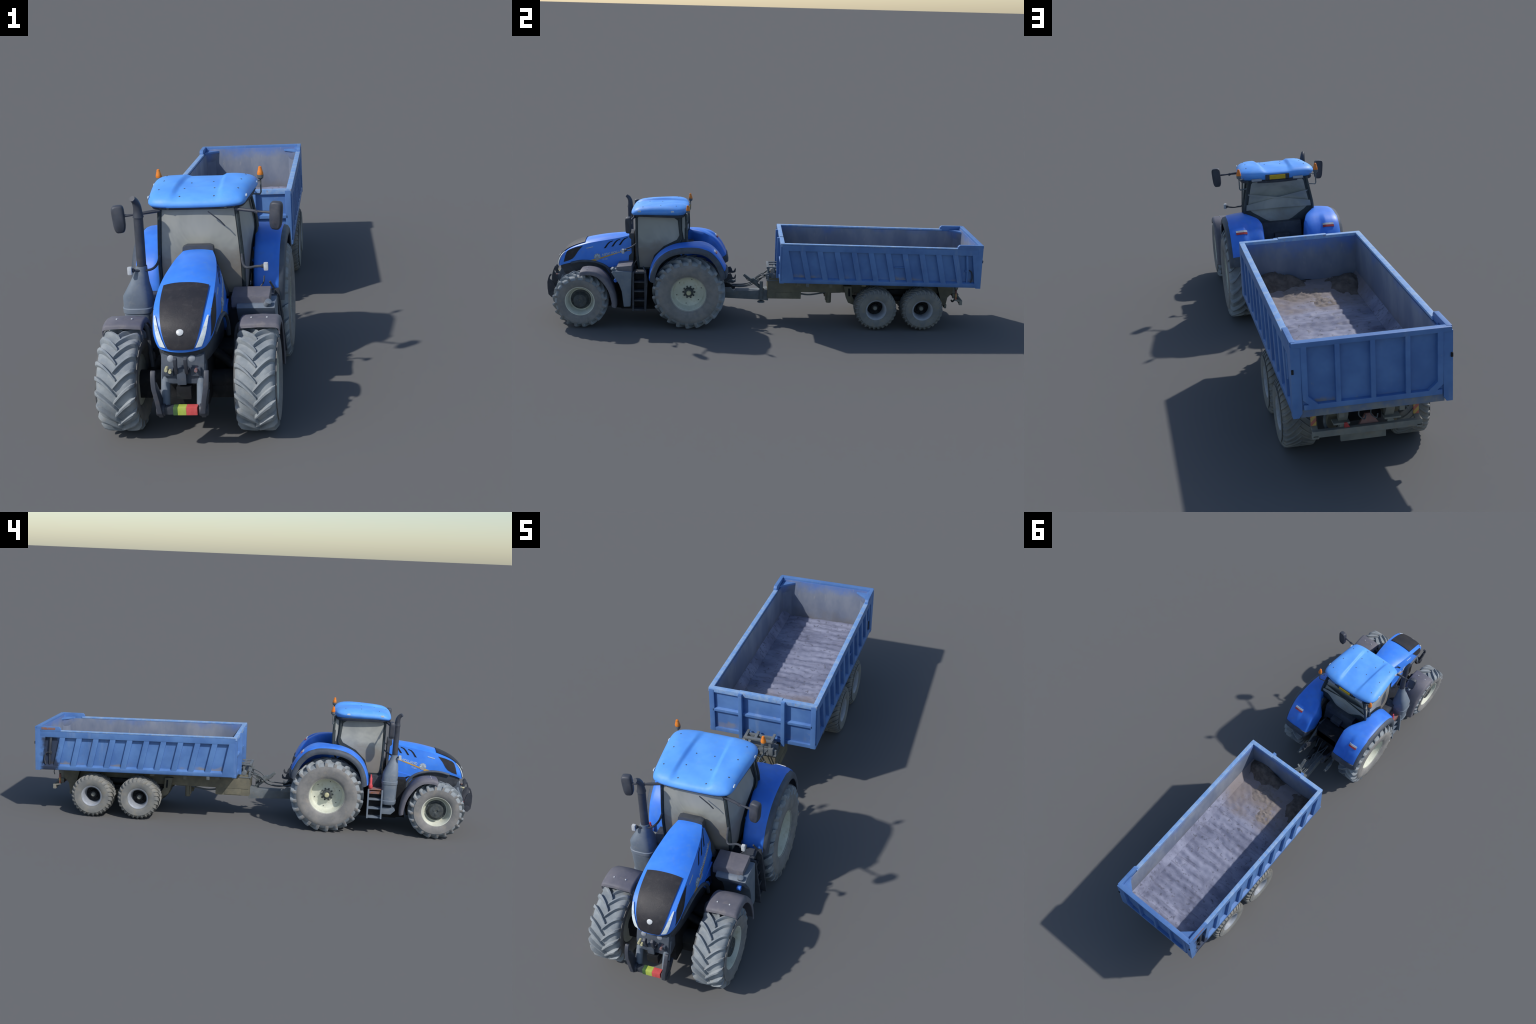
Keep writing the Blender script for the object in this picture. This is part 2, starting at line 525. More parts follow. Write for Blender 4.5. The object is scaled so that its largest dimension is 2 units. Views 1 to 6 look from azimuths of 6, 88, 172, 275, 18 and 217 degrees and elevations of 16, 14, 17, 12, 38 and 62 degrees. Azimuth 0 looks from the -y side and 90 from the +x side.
# ------------------------------------------------------------------ wheels
def tyre_mesh(name, R, W, rim_r, lugs, lug_h, lug_w, sweep, mats, shoulder=0.012, steps=7):
    Rc = R - lug_h
    mid = (Rc + rim_r) / 2
    half = [(0.0, Rc), (0.22, Rc), (0.36, Rc - 0.002), (0.425, Rc - 0.006), (0.465, Rc - 0.016),
            (0.495, mid + (Rc - mid) * 0.42), (0.5, mid), (0.485, rim_r + 0.012), (0.45, rim_r + 0.003), (0.40, rim_r - 0.004)]
    prof = [(-x * W, r) for x, r in reversed(half[1:])] + [(x * W, r) for x, r in half]
    g = G()
    n = 72
    vs, fs = [], []
    for x, r in prof:
        for j in range(n):
            a = 2 * math.pi * j / n
            vs.append((x, -r * math.cos(a), r * math.sin(a)))
    for i in range(len(prof) - 1):
        for j in range(n):
            fs.append((i * n + j, i * n + (j + 1) % n, (i + 1) * n + (j + 1) % n, (i + 1) * n + j))
    g.add(vs, fs)
    carcass = len(g.f)
    # chevron tread bars: from just past the centre line out to the shoulder, curving over it
    for side in (-1, 1):
        for k in range(lugs):
            th0 = 2 * math.pi * (k + (0.5 if side > 0 else 0)) / lugs + random.uniform(-.004, .004)
            ring = []
            for i in range(steps + 1):
                p = i / steps
                x = side * W * (-0.035 + 0.505 * p)
                th = th0 + sweep * (1 - (1 - p) ** 1.5)
                ax = abs(x) / W
                base = table([(0, Rc), (0.22, Rc), (0.36, Rc - 0.002), (0.425, Rc - 0.006), (0.475, Rc - 0.022)], ax)
                topr = R - table([(0, 0.0), (0.36, 0.0006), (0.44, 0.003), (0.475, shoulder)], ax)
                wb = lug_w * (0.78 + 0.50 * p) / R / 2
                wt = wb * 0.68
                if i == 0:
                    topr = base + lug_h * 0.8
                    wt *= 0.7
                # the section leans square to the bar
                ring.append([(x, th - wb, base - 0.003), (x, th - wt, topr - lug_h * 0.12), (x, th - wt * 0.75, topr), (x, th + wt * 0.75, topr),
                             (x, th + wt, topr - lug_h * 0.12), (x, th + wb, base - 0.003)])
            g.loft([[(x, -r * math.cos(t), r * math.sin(t)) for x, t, r in q] for q in ring])
    me = mesh_from(g, name, mats, 0, 45)
    # material 1 for everything proud of the carcass tread
    for p in me.polygons:
        c = p.center
        r = math.hypot(c.y, c.z)
        p.material_index = 1 if (r > Rc - 0.012 and abs(c.x) < W * 0.47) else 0
    return me

def ring_bolts(g, x, r, n, size, h):
    for k in range(n):
        a = 2 * math.pi * k / n
        g.lathe([(x, size), (x + h, size), (x + h, 0.0)], 8, (0, r * math.cos(a), r * math.sin(a)))

def wheel(name, parent, cx, cy, cz, parts, side):
    e = empty(name, (cx, cy, cz), parent)
    for nm, me, turn in parts:
        o = bpy.data.objects.new(nm, me)
        SC.collection.objects.link(o)
        o.parent = e
        if turn and side < 0:
            o.rotation_euler = (0, 0, math.pi)
        if not turn and side < 0:
            o.rotation_euler = (random.uniform(0, 1), 0, 0)
    return e

# =================================================================== TRACTOR
T = empty('tractor', (0, -0.575, 0))
T["label"] = "blue farm tractor with dusty cab and large lugged tyres"
T["category"] = "tractor"

# ---- wheels
rt = tyre_mesh('tyre', 0.1655, 0.108, 0.083, 22, 0.0130, 0.0150, 0.34, [M['tyre'], M['lug']], 0.014)
ft = tyre_mesh('tyre', 0.1255, 0.102, 0.067, 20, 0.0110, 0.0122, 0.36, [M['tyre'], M['lug']], 0.012)

g = G().lathe([(-0.042, 0.079), (-0.042, 0.086), (-0.038, 0.080), (0.030, 0.077), (0.036, 0.080), (0.041, 0.087), (0.046, 0.087),
               (0.045, 0.081), (0.034, 0.075), (0.006, 0.072), (-0.004, 0.068), (-0.007, 0.058), (-0.005, 0.040), (0.001, 0.028), (0.001, 0.0)], 64)
rr = mesh_from(g, 'rim', M['rim'], 0, 40)
g = G().lathe([(-0.002, 0.021), (0.014, 0.021), (0.018, 0.018), (0.018, 0.0)], 32)
ring_bolts(g, 0.000, 0.026, 10, 0.0038, 0.008)
for k in range(6):
    a = 2 * math.pi * k / 6 + .3
    g.lathe([(-0.009, 0.0022), (-0.0040, 0.0022), (-0.0040, 0)], 8, (0, 0.058 * math.cos(a), 0.058 * math.sin(a)))
rh = mesh_from(g, 'hub', M['hub'], 0.0006, 40)
g = G().lathe([(0.016, 0.011), (0.026, 0.0105), (0.030, 0.008), (0.031, 0.0)], 24)
rc = mesh_from(g, 'hub_cap', M['cap'], 0, 40)

g = G().lathe([(-0.040, 0.062), (-0.040, 0.069), (-0.036, 0.064), (0.026, 0.061), (0.034, 0.064), (0.040, 0.069), (0.044, 0.069),
               (0.043, 0.064), (0.032, 0.058), (0.014, 0.054), (0.008, 0.050), (0.008, 0.042), (0.012, 0.040), (0.012, 0.0)], 64)
fr = mesh_from(g, 'rim', M['rim'], 0, 40)
g = G().lathe([(0.006, 0.046), (0.0135, 0.045), (0.0135, 0.037), (0.016, 0.036), (0.020, 0.033), (0.034, 0.031), (0.038, 0.029), (0.038, 0.008), (0.036, 0.006), (0.036, 0)], 40)
ring_bolts(g, 0.012, 0.0412, 12, 0.003, 0.005)
for k in range(3):
    a = 2 * math.pi * k / 3 + .5
    g.lathe([(0.037, 0.006), (0.0395, 0.006), (0.0395, 0)], 14, (0, 0.013 * math.cos(a), 0.013 * math.sin(a)))
fh = mesh_from(g, 'hub', M['hub'], 0.0006, 40)

for s in (1, -1):
    wheel('wheel', T, s * 0.168, -0.3385, 0.1655, [('tyre', rt, 0), ('rim', rr, 1), ('hub', rh, 1), ('hub_cap', rc, 1)], s)
    wheel('wheel', T, s * 0.166 - 0.001, -0.8275, 0.1255, [('tyre', ft, 0), ('rim', fr, 1), ('hub', fh, 1)], s)

# ---- bonnet: spine and shoulder curves from the windscreen down over the nose
SPINE = [(-0.612, 0.3985), (-0.66, 0.3965), (-0.72, 0.390), (-0.77, 0.381), (-0.82, 0.369), (-0.87, 0.350), (-0.905, 0.330), (-0.932, 0.305),
         (-0.945, 0.280), (-0.950, 0.258), (-0.950, 0.243)]
EDGE = [(0.036, -0.612, 0.396), (0.051, -0.66, 0.386), (0.060, -0.72, 0.376), (0.065, -0.77, 0.368), (0.068, -0.82, 0.357), (0.069, -0.868, 0.341),
        (0.068, -0.900, 0.324), (0.065, -0.922, 0.302), (0.060, -0.934, 0.280), (0.053, -0.940, 0.262), (0.044, -0.943, 0.247)]
BASE = [(0.066, -0.606, 0.280), (0.072, -0.655, 0.266), (0.075, -0.712, 0.253), (0.076, -0.755, 0.268), (0.075, -0.80, 0.277), (0.073, -0.845, 0.276),
        (0.071, -0.880, 0.269), (0.068, -0.905, 0.263), (0.063, -0.922, 0.257), (0.055, -0.935, 0.250), (0.0455, -0.942, 0.2465)]
NS, NU, NV = 61, 17, 14
sp = curve([(0, a, b) for a, b in SPINE], NS)
ed = curve(EDGE, NS)
ba = curve(BASE, NS)
def hood_top(i, u):
    """u in -1..1 across the bonnet"""
    a, e = sp[i], ed[i]
    k = abs(u) ** 2.4
    return Vector((e.x * u, lerp(a.y, e.y, k), lerp(a.z, e.z, k)))
rows = []
for i in range(NS):
    row = []
    for j in range(NV, 0, -1):
        t = j / NV
        p = ed[i].lerp(ba[i], t)
        p.x += 0.003 * math.sin(math.pi * min(1, t * 1.0)) * (1 - (i / (NS - 1)) ** 6)
        if t < 0.12:
            pass
        row.append(p)
    left = [Vector((-p.x, p.y, p.z)) for p in row]
    mid = [hood_top(i, u) for u in [2 * q / (NU - 1) - 1 for q in range(NU)]]
    rows.append(left + mid + row[::-1])
g = G().grid(rows)
hood = obj(g, 'bonnet', M['hood'], T, 0, 50, 0.003)
hb = bvh_of(hood)
FRONT = lambda p: ((p[0], -1.3, p[1]), (0, 1, 0))
def side_ray(s):
    return lambda p: ((s * 0.6, p[0], p[1]), (-s, 0, 0))
def nose_ray(p):
    """p = (x, distance along nose): looks at the nose from ahead and above"""
    return ((p[0], -0.88 - 0.5 * math.cos(0.65) , 0.30 + 0.5 * math.sin(0.65)), (0, 1, 0))

# dark grille on the nose: a strip grid over bonnet top, between curves u(t)
def nose_strip(name, i0, i1, ua, ub, mat, lift=0.0014):
    g = G()
    rows, low = [], []
    for i in range(i0, i1 + 1):
        t = (i - i0) / (i1 - i0)
        a, b = ua(t), ub(t)
        row = []
        for q in range(13):
            u = lerp(a, b, q / 12)
            p = hood_top(i, u)
            e = 1e-3
            du = hood_top(i, min(1, u + e)) - hood_top(i, max(-1, u - e))
            dv = hood_top(min(NS - 1, i + 1), u) - hood_top(max(0, i - 1), u)
            n = du.cross(dv).normalized()
            if n.z < 0 and n.y > 0 or n.dot(Vector((0, -0.6, 0.8))) < 0:
                n = -n
            row.append(p + n * lift)
        rows.append(row)
    g.grid(rows)
    return obj(g, name, mat, T, 0, 40, -0.0022)
IG0, IG1 = 24, 57
nose_strip('grille', IG0, IG1, lambda t: -lerp(0.80, 0.60, t ** 1.5), lambda t: lerp(0.80, 0.60, t ** 1.5), M['grille'])
for s in (1, -1):
    nose_strip('headlight', 38, 56, lambda t: s * lerp(0.90, 0.68, t ** 0.8), lambda t: s * 0.945, M['headlight'], 0.0018)
badge_i = 46
bp = hood_top(badge_i, 0)
g = G().lathe([(0.0, 0.0085), (0.003, 0.0085), (0.004, 0.006), (0.004, 0)], 20)
R = Vector((0, -0.80, 0.60)).to_track_quat('X', 'Z').to_matrix()
g.warp(lambda p: R @ p + bp + Vector((0, -0.001, 0.001)))
obj(g, 'nose_badge', M['white'], T)

# side details
SIDE_GRILLE = [(-0.919, 0.270), (-0.911, 0.300), (-0.903, 0.320), (-0.893, 0.329), (-0.862, 0.3405), (-0.830, 0.348), (-0.850, 0.325), (-0.866, 0.300), (-0.877, 0.288), (-0.896, 0.278)]
LOUVRE = [(-0.021, -0.017), (-0.006, 0.004), (0.004, 0.013), (0.020, 0.018), (0.019, 0.0145), (0.008, 0.010), (0.000, 0.002), (-0.012, -0.016)]
SWOOSH_UP = [(-0.800, 0.2815), (-0.779, 0.288), (-0.746, 0.2965), (-0.717, 0.306), (-0.665, 0.3215), (-0.614, 0.3295)]
SWOOSH_DN = [(-0.614, 0.3270), (-0.665, 0.3175), (-0.717, 0.300), (-0.746, 0.290), (-0.772, 0.2795)]
for s in (1, -1):
    r = side_ray(s)
    patch('vent_panel', SIDE_GRILLE, r, hb, 0.0012, 0.002, M['grille'], T)
    for y, z in ((-0.713, 0.355), (-0.679, 0.3625), (-0.646, 0.369)):
        patch('louvre', [(y + a, z + b) for a, b in LOUVRE], r, hb, 0.0010, 0.0015, M['deep'], T, seg_len=0.008)
    patch('stripe', SWOOSH_UP + SWOOSH_DN, r, hb, 0.0009, 0.0012, M['stripe'], T)
    patch('marker_strip', [(-0.814, 0.336), (-0.782, 0.3435), (-0.782, 0.347), (-0.814, 0.3395)], r, hb, 0.0012, 0.0015, M['letter'], T)
    # round leaf emblem: ring of petals on a disc
    c = (-0.763, 0.2985)
    patch('emblem_disc', [(c[0] + .0155 * math.cos(a), c[1] + .0155 * math.sin(a)) for a in [2 * math.pi * q / 24 for q in range(24)]],
          r, hb, 0.0012, 0.0012, M['trim_silver'], T, seg_len=0.009)
    for q in range(5):
        a = math.radians(90 + (q - 2) * 46)
        d = Vector((math.cos(a), math.sin(a)))
        w = Vector((-d.y, d.x))
        pts = [Vector(c) + d * .003, Vector(c) + d * .009 + w * .0036, Vector(c) + d * .0145 + w * .002, Vector(c) + d * .0145 - w * .002, Vector(c) + d * .009 - w * .0036]
        patch('emblem_leaf', [tuple(p) for p in pts], r, hb, 0.0022, 0.0012, M['letter'], T)
    # slanted lettering, reads left to right on either side
    ang = math.atan2(0.026, 0.118)
    if s > 0:
        f = lambda a, b: (-0.742 + a * math.cos(ang) - b * math.sin(ang) * 0.2, 0.3015 + a * math.sin(ang) + b)
        f2 = lambda a, b: (-0.740 + a * math.cos(ang), 0.2825 + a * math.sin(ang) + b)
    else:
        f = lambda a, b: (-0.625 - a * math.cos(ang), 0.3285 - a * math.sin(ang) + b)
        f2 = lambda a, b: (-0.712 - a * math.cos(ang), 0.2895 - a * math.sin(ang) + b)
    lettering('lettering', "NEW HOLLAND", 0.0158, f, r, hb, M['letter'], T)
    lettering('lettering', "T7.225", 0.0085, f2, r, hb, M['letter'], T)

# black skirt under the bonnet: follows the wheel arch, then the bumper under the nose
def skirt_section(y):
    x = table([(-0.935, 0.045), (-0.92, 0.058), (-0.88, 0.066), (-0.80, 0.070), (-0.70, 0.071), (-0.60, 0.064)], y)
    top = table([(-0.94, 0.256), (-0.90, 0.270), (-0.845, 0.284), (-0.80, 0.286), (-0.755, 0.278), (-0.712, 0.264), (-0.655, 0.272), (-0.60, 0.285)], y)
    bot = table([(-0.94, 0.235), (-0.918, 0.203), (-0.88, 0.200), (-0.80, 0.190), (-0.70, 0.175), (-0.60, 0.170)], y)
    return x, top, bot
rings = []
for q in range(25):
    y = lerp(-0.936, -0.60, q / 24)
    x, t, b = skirt_section(y)
    rings.append([(-x, y, t), (-x * 0.98, y, lerp(t, b, .5)), (-x * 0.9, y, b + .006), (-x * 0.75, y, b), (x * 0.75, y, b), (x * 0.9, y, b + .006), (x * 0.98, y, lerp(t, b, .5)), (x, y, t)])
obj(G().loft(rings), 'nose_skirt', M['black'], T, 0, 45)
# arch lip
g = G()
for s in (1, -1):
    g.tube([(s * .071, -0.885, .2665), (s * .075, -.845, .2765), (s * .0765, -.80, .278), (s * .077, -.755, .269), (s * .077, -.722, .252), (s * .078, -.70, .225), (s * .078, -.692, .19)], 0.006, 8, 24)
obj(g, 'arch_lip', M['trim'], T)
# blue louvred engine panel behind the front mudguard
for s in (1, -1):
    g = G()
    g.prism([(-0.640, 0.270), (-0.728, 0.251), (-0.700, 0.212), (-0.680, 0.198), (-0.640, 0.198)], 0, s * 0.066, s * 0.0755)
    obj(g, 'engine_panel', M['fender'], T, 0.001)
    for q in range(4):
        o = q * 0.0125
        g = G().prism([(-0.713 + o * 1.15, 0.2475 - o * 0.55 + .002), (-0.700 + o * 1.0, 0.248 - o * .5 + .002), (-0.668, 0.234 - o * 1.15 + .002), (-0.668, 0.228 - o * 1.15 + .002)], 0, s * 0.0748, s * 0.0765)
        obj(g, 'panel_slot', M['deep'], T)

# engine, gearbox, belly
g = G()
g.box((-0.052, -0.90, 0.09), (0.052, -0.60, 0.21))
g.box((-0.060, -0.66, 0.045), (0.060, -0.30, 0.27))
g.box((-0.075, -0.60, 0.10), (0.075, -0.42, 0.262))
g.box((-0.125, -0.69, 0.10), (-0.06, -0.58, 0.245))
g.box((0.06, -0.66, 0.10), (0.11, -0.58, 0.262))
obj(g, 'gearbox', M['deep'], T, 0.006)
g = G().loft([[(x * k, y, 0.031 + (1 - k) * .0 + (abs(x) * .25) + abs(y + .6) * .08 + h) for x, y in
              [(-.055, -.69), (-.02, -.70), (.02, -.70), (.055, -.69), (.07, -.60), (.07, -.52), (.055, -.46), (-.055, -.46), (-.07, -.52), (-.07, -.60)]] for k, h in ((0.7, -0.006), (1, 0.0), (1.05, 0.06))])
obj(g, 'belly_pan', M['deep'], T, 0, 50)
g = G().tube([(-0.13, -0.8275, 0.1255), (0.135, -0.8275, 0.1255)], 0.024, 16)
g.box((-0.13, -0.85, 0.085), (0.13, -0.80, 0.12))
g.bar((-0.12, -0.775, 0.115), (0.12, -0.775, 0.115), 0.014, 0.014)
for s in (1, -1):
    g.box((min(s * .05, s * .112), -0.775, 0.075), (max(s * .05, s * .112), -0.70, 0.185))
    g.tube([(s * .05, -0.80, 0.19), (s * .085, -0.79, 0.16), (s * .11, -0.80, 0.13)], 0.012, 10)
obj(g, 'axle', M['deep'], T, 0.004)
g = G().tube([(-0.14, -0.3385, 0.1655), (0.14, -0.3385, 0.1655)], 0.040, 20)
g.box((-0.06, -0.42, 0.09), (0.06, -0.235, 0.27))
obj(g, 'axle', M['deep'], T, 0.006)

# front bumper block with lamps and linkage
g = G()
g.prism([(-0.925, 0.236), (-0.935, 0.232), (-0.944, 0.205), (-0.948, 0.165), (-0.930, 0.155), (-0.90, 0.16), (-0.89, 0.236)], 0, -0.050, 0.052)
g.box((-0.012, -0.958, 0.165), (0.010, -0.940, 0.205))
g.box((-0.044, -0.953, 0.185), (-0.020, -0.940, 0.205))
g.box((0.020, -0.953, 0.185), (0.044, -0.940, 0.205))
obj(g, 'linkage_support', M['trim'], T, 0.003)
g = G()
for s in (1, -1):
    g.tube([(s * 0.042, -0.926, 0.205), (s * 0.042, -0.962, 0.112)], 0.011, 14)
    g.tube([(s * 0.042, -0.950, 0.140), (s * 0.042, -0.966, 0.105)], 0.0075, 12)
obj(g, 'lift_cylinder', M['tank'], T)
for s in (1, -1):
    g = G().lathe([(0, 0.0085), (0.004, 0.0085), (0.006, 0.006), (0.0065, 0)], 20)
    Rm = Vector((0, -1, 0.15)).to_track_quat('X', 'Z').to_matrix()
    g.warp(lambda p: Rm @ p + Vector((s * 0.025 - 0.002, -0.935, 0.2225)))
    obj(g, 'work_lamp', M['trim_silver'], T)
g = G()
HOOK = [(-0.951, 0.207), (-0.957, 0.188), (-0.958, 0.150), (-0.956, 0.118), (-0.966, 0.098), (-0.980, 0.096), (-0.993, 0.108), (-0.9985, 0.130), (-0.9985, 0.165),
        (-0.993, 0.190), (-0.990, 0.200), (-0.984, 0.205), (-0.976, 0.198), (-0.974, 0.188), (-0.970, 0.188), (-0.966, 0.205)]
HOOK2 = [(-0.935, 0.130), (-0.962, 0.100), (-0.982, 0.095), (-0.996, 0.110), (-0.9985, 0.140), (-0.9975, 0.172), (-0.9925, 0.192), (-0.987, 0.207), (-0.982, 0.212), (-0.976, 0.209),
         (-0.979, 0.202), (-0.985, 0.196), (-0.986, 0.185), (-0.975, 0.180), (-0.968, 0.165), (-0.964, 0.14), (-0.955, 0.125), (-0.935, 0.145)]
for s in (1, -1):
    lean = lambda p: (p[0] + s * (0.012 * smooth((p[2] - 0.11) / 0.08)), p[1], p[2])
    g = G().prism(HOOK2, 0, s * 0.050 - 0.0055, s * 0.050 + 0.0055).warp(lean)
    g.lathe([(-0.010, 0.014), (0.010, 0.014)], 16, (s * 0.050, -0.976, 0.112))
    obj(g, 'lift_hook', M['exhaust'], T, 0.002)
g = G()
for s in (1, -1):
    g.prism([(-0.930, 0.228), (-0.942, 0.205), (-0.954, 0.200), (-0.960, 0.212), (-0.956, 0.228), (-0.964, 0.238), (-0.972, 0.233), (-0.969, 0.214), (-0.958, 0.192), (-0.930, 0.190)], 0, s * .012 - .004, s * .012 + .004)
obj(g, 'hook', M['exhaust'], T, 0.0015)
g = G().box((-0.045, -0.985, 0.103), (-0.020, -0.968, 0.121))
obj(g, 'link_bar', M['black'], T, 0.002)
obj(G().box((-0.0205, -0.987, 0.1025), (-0.010, -0.967, 0.1215)), 'warning_tape', weathered('green_tape', rgb(66, 96, 56), rgb(80, 112, 64), None, 0, 50, .5), T, 0.001)
obj(G().box((-0.010, -0.987, 0.1025), (0.010, -0.967, 0.1215)), 'warning_tape', M['lime'], T, 0.001)
obj(G().box((0.010, -0.987, 0.1025), (0.036, -0.967, 0.1215)), 'warning_tape', M['redtape'], T, 0.001)
for x, z in ((-0.036, 0.203), (-0.027, 0.199), (0.034, 0.202)):
    obj(G().lathe([(-0.962, 0.004), (-0.944, 0.0045)], 10, (x, 0, z), axis=1), 'coupling', M['cap'] if x < 0 else M['rust'], T)
obj(G().box((-0.015, -0.96, 0.13), (0.02, -0.93, 0.16)), 'tow_jaw', M['deep'], T, 0.003)

# front mudguards
FP = [(-0.827, 0.256), (-0.820, 0.266), (-0.785, 0.270), (-0.744, 0.261), (-0.707, 0.229), (-0.678, 0.180), (-0.666, 0.128), (-0.665, 0.097)]
fp = curve([(0, a, b) for a, b in FP], 30)
for s in (1, -1):
    ox = 0.002
    rows = []
    for i, p in enumerate(fp):
        c = Vector((0, -0.80, 0.15))
        n = (Vector((0, p.y, p.z)) - c).normalized()
        row = []
        for x, d in ((0.118, -0.016), (0.119, -0.006), (0.124, -0.001), (0.17, 0.0015), (0.208, 0.0), (0.216, -0.004), (0.2185, -0.012), (0.2185, -0.019)):
            q = p + n * d
            row.append((s * x + ox, q.y, q.z))
        rows.append(row)
    obj(G().grid(rows), 'mudguard', M['mudguard'], T, 0, 50, 0.003)
    g = G()
    g.tube([(s * .17 + ox, -.79, .257), (s * .13 + ox, -.79, .256), (s * .112 + ox, -.792, .245), (s * .106 + ox, -.80, .19), (s * .10, -.805, .15)], 0.006, 8, 20)
    g.tube([(s * .17 + ox, -.725, .228), (s * .122 + ox, -.73, .218), (s * .11 + ox, -.75, .20), (s * .10, -.79, .15)], 0.006, 8, 16)
    obj(g, 'mudguard_bracket', M['black'], T)
    g = G()
    for x in (0.148, 0.186):
        g.lathe([(0, 0.0028), (0.0015, 0.002), (0.0018, 0)], 10, (s * x + ox, -0.795, 0.2715), axis=2)
    obj(g, 'mudguard_bolt', M['white'], T)

# ---- cab: levels of (z, front centre y, pillar, mid side, rear corner, rear centre y)
LEV = [(0.255, -0.584, (0.110, -0.570), (0.114, -0.49), (0.110, -0.42), -0.410),
       (0.300, -0.585, (0.111, -0.574), (0.119, -0.47), (0.118, -0.385), -0.372),
       (0.345, -0.586, (0.111, -0.577), (0.121, -0.46), (0.126, -0.360), -0.350),
       (0.400, -0.586, (0.108, -0.579), (0.118, -0.46), (0.129, -0.352), -0.374),
       (0.460, -0.586, (0.104, -0.580), (0.108, -0.46), (0.119, -0.353), -0.380),
       (0.512, -0.588, (0.101, -0.580), (0.104, -0.46), (0.109, -0.356), -0.354)]
def bez(a, m, b, n):
    """arc from a to b through m at the middle"""
    a, m, b = Vector(a), Vector(m), Vector(b)
    c = m * 2 - (a + b) / 2
    return [a * (1 - t) ** 2 + c * 2 * t * (1 - t) + b * t * t for t in [i / n for i in range(n)]]
def cab_ring(z, fc, A, S, Rr, rc):
    pts = bez((-A[0], A[1]), (0, fc), A, 16) + bez(A, S, Rr, 12) + bez(Rr, (0, rc), (-Rr[0], Rr[1]), 16) + bez((-Rr[0], Rr[1]), (-S[0], S[1]), (-A[0], A[1]), 12)
    return [(p.x, p.y, z) for p in pts]
lv = []
for i in range(26):
    z = lerp(0.255, 0.512, i / 25)
    def at(f):
        zs = [l[0] for l in LEV]
        u = table([(q, i) for i, q in enumerate(zs)], z) / (len(zs) - 1)
        k = curve([(f(l), 0, 0) for l in LEV], 2001)
        return k[int(round(u * 2000))].x
    lv.append(cab_ring(z, at(lambda l: l[1]), (at(lambda l: l[2][0]), at(lambda l: l[2][1])), (at(lambda l: l[3][0]), at(lambda l: l[3][1])),
                       (at(lambda l: l[4][0]), at(lambda l: l[4][1])), at(lambda l: l[5])))
cab = obj(G().loft(lv), 'cab_frame', M['frame'], T, 0, 40)
cb = bvh_of(cab)
patch('windscreen', [(-0.105, 0.268), (0.105, 0.268), (0.105, 0.345), (0.102, 0.40), (0.095, 0.498), (0.088, 0.504), (-0.088, 0.504), (-0.095, 0.498), (-0.102, 0.40), (-0.105, 0.345)],
      FRONT, cb, 0.0012, 0.003, M['glass'], T)
SW = [(-0.574, 0.492), (-0.560, 0.503), (-0.425, 0.505), (-0.393, 0.484), (-0.385, 0.418), (-0.396, 0.398), (-0.456, 0.366), (-0.500, 0.322), (-0.518, 0.264), (-0.566, 0.264), (-0.572, 0.34)]
for s in (1, -1):
    patch('door_window', SW, side_ray(s), cb, 0.0012, 0.003, M['glass'], T)
    patch('quarter_window', [(-0.373, 0.504), (-0.359, 0.503), (-0.352, 0.45), (-0.347, 0.404), (-0.363, 0.402), (-0.372, 0.44)], side_ray(s), cb, 0.0012, 0.003, M['glass'], T)
BACK = lambda p: ((p[0], 0.4, p[1]), (0, -1, 0))
patch('cab_window', [(-0.099, 0.498), (-0.093, 0.505), (0.093, 0.505), (0.099, 0.498), (0.115, 0.42), (0.115, 0.405), (0.098, 0.388), (0.05, 0.358), (0.03, 0.350), (-0.03, 0.350), (-0.05, 0.358), (-0.098, 0.388), (-0.115, 0.405), (-0.115, 0.42)],
      BACK, cb, 0.0012, 0.003, M['glass'], T)
g = G()
for s in (1, -1):
    g.tube([(s * l[2][0], l[2][1], l[0]) for l in LEV], 0.0055, 8, 20)
    g.tube([(s * l[4][0], l[4][1], l[0]) for l in LEV[1:]], 0.0055, 8, 20)
    g.tube([(s * 0.114, -0.384, 0.512), (s * 0.124, -0.381, 0.46), (s * 0.131, -0.376, 0.40), (s * 0.129, -0.40, 0.375)], 0.004, 8, 16)
obj(g, 'cab_pillar', M['frame'], T)
# wiper box and the dark cowl behind the bonnet
g = G().prism([(0.044, 0.36), (0.040, 0.404), (0.030, 0.4085), (-0.030, 0.4085), (-0.040, 0.404), (-0.044, 0.36), (-0.075, 0.27), (0.075, 0.27)], 1, -0.620, -0.598)
obj(g, 'bonnet_cowl', M['black'], T, 0.002)
g = G().tube([(0.03, -0.606, 0.495), (0.06, -0.605, 0.47), (0.072, -0.603, 0.455)], 0.0018, 6)
obj(g, 'wiper', M['black'], T)
# rear lower panel
g = G().prism([(-0.42, 0.20), (-0.30, 0.20), (-0.318, 0.29), (-0.322, 0.33), (-0.327, 0.352), (-0.40, 0.352)], 0, -0.078, 0.078)
g.box((-0.028, -0.32, 0.285), (0.028, -0.295, 0.315))
obj(g, 'cab_panel', M['black'], T, 0.004)

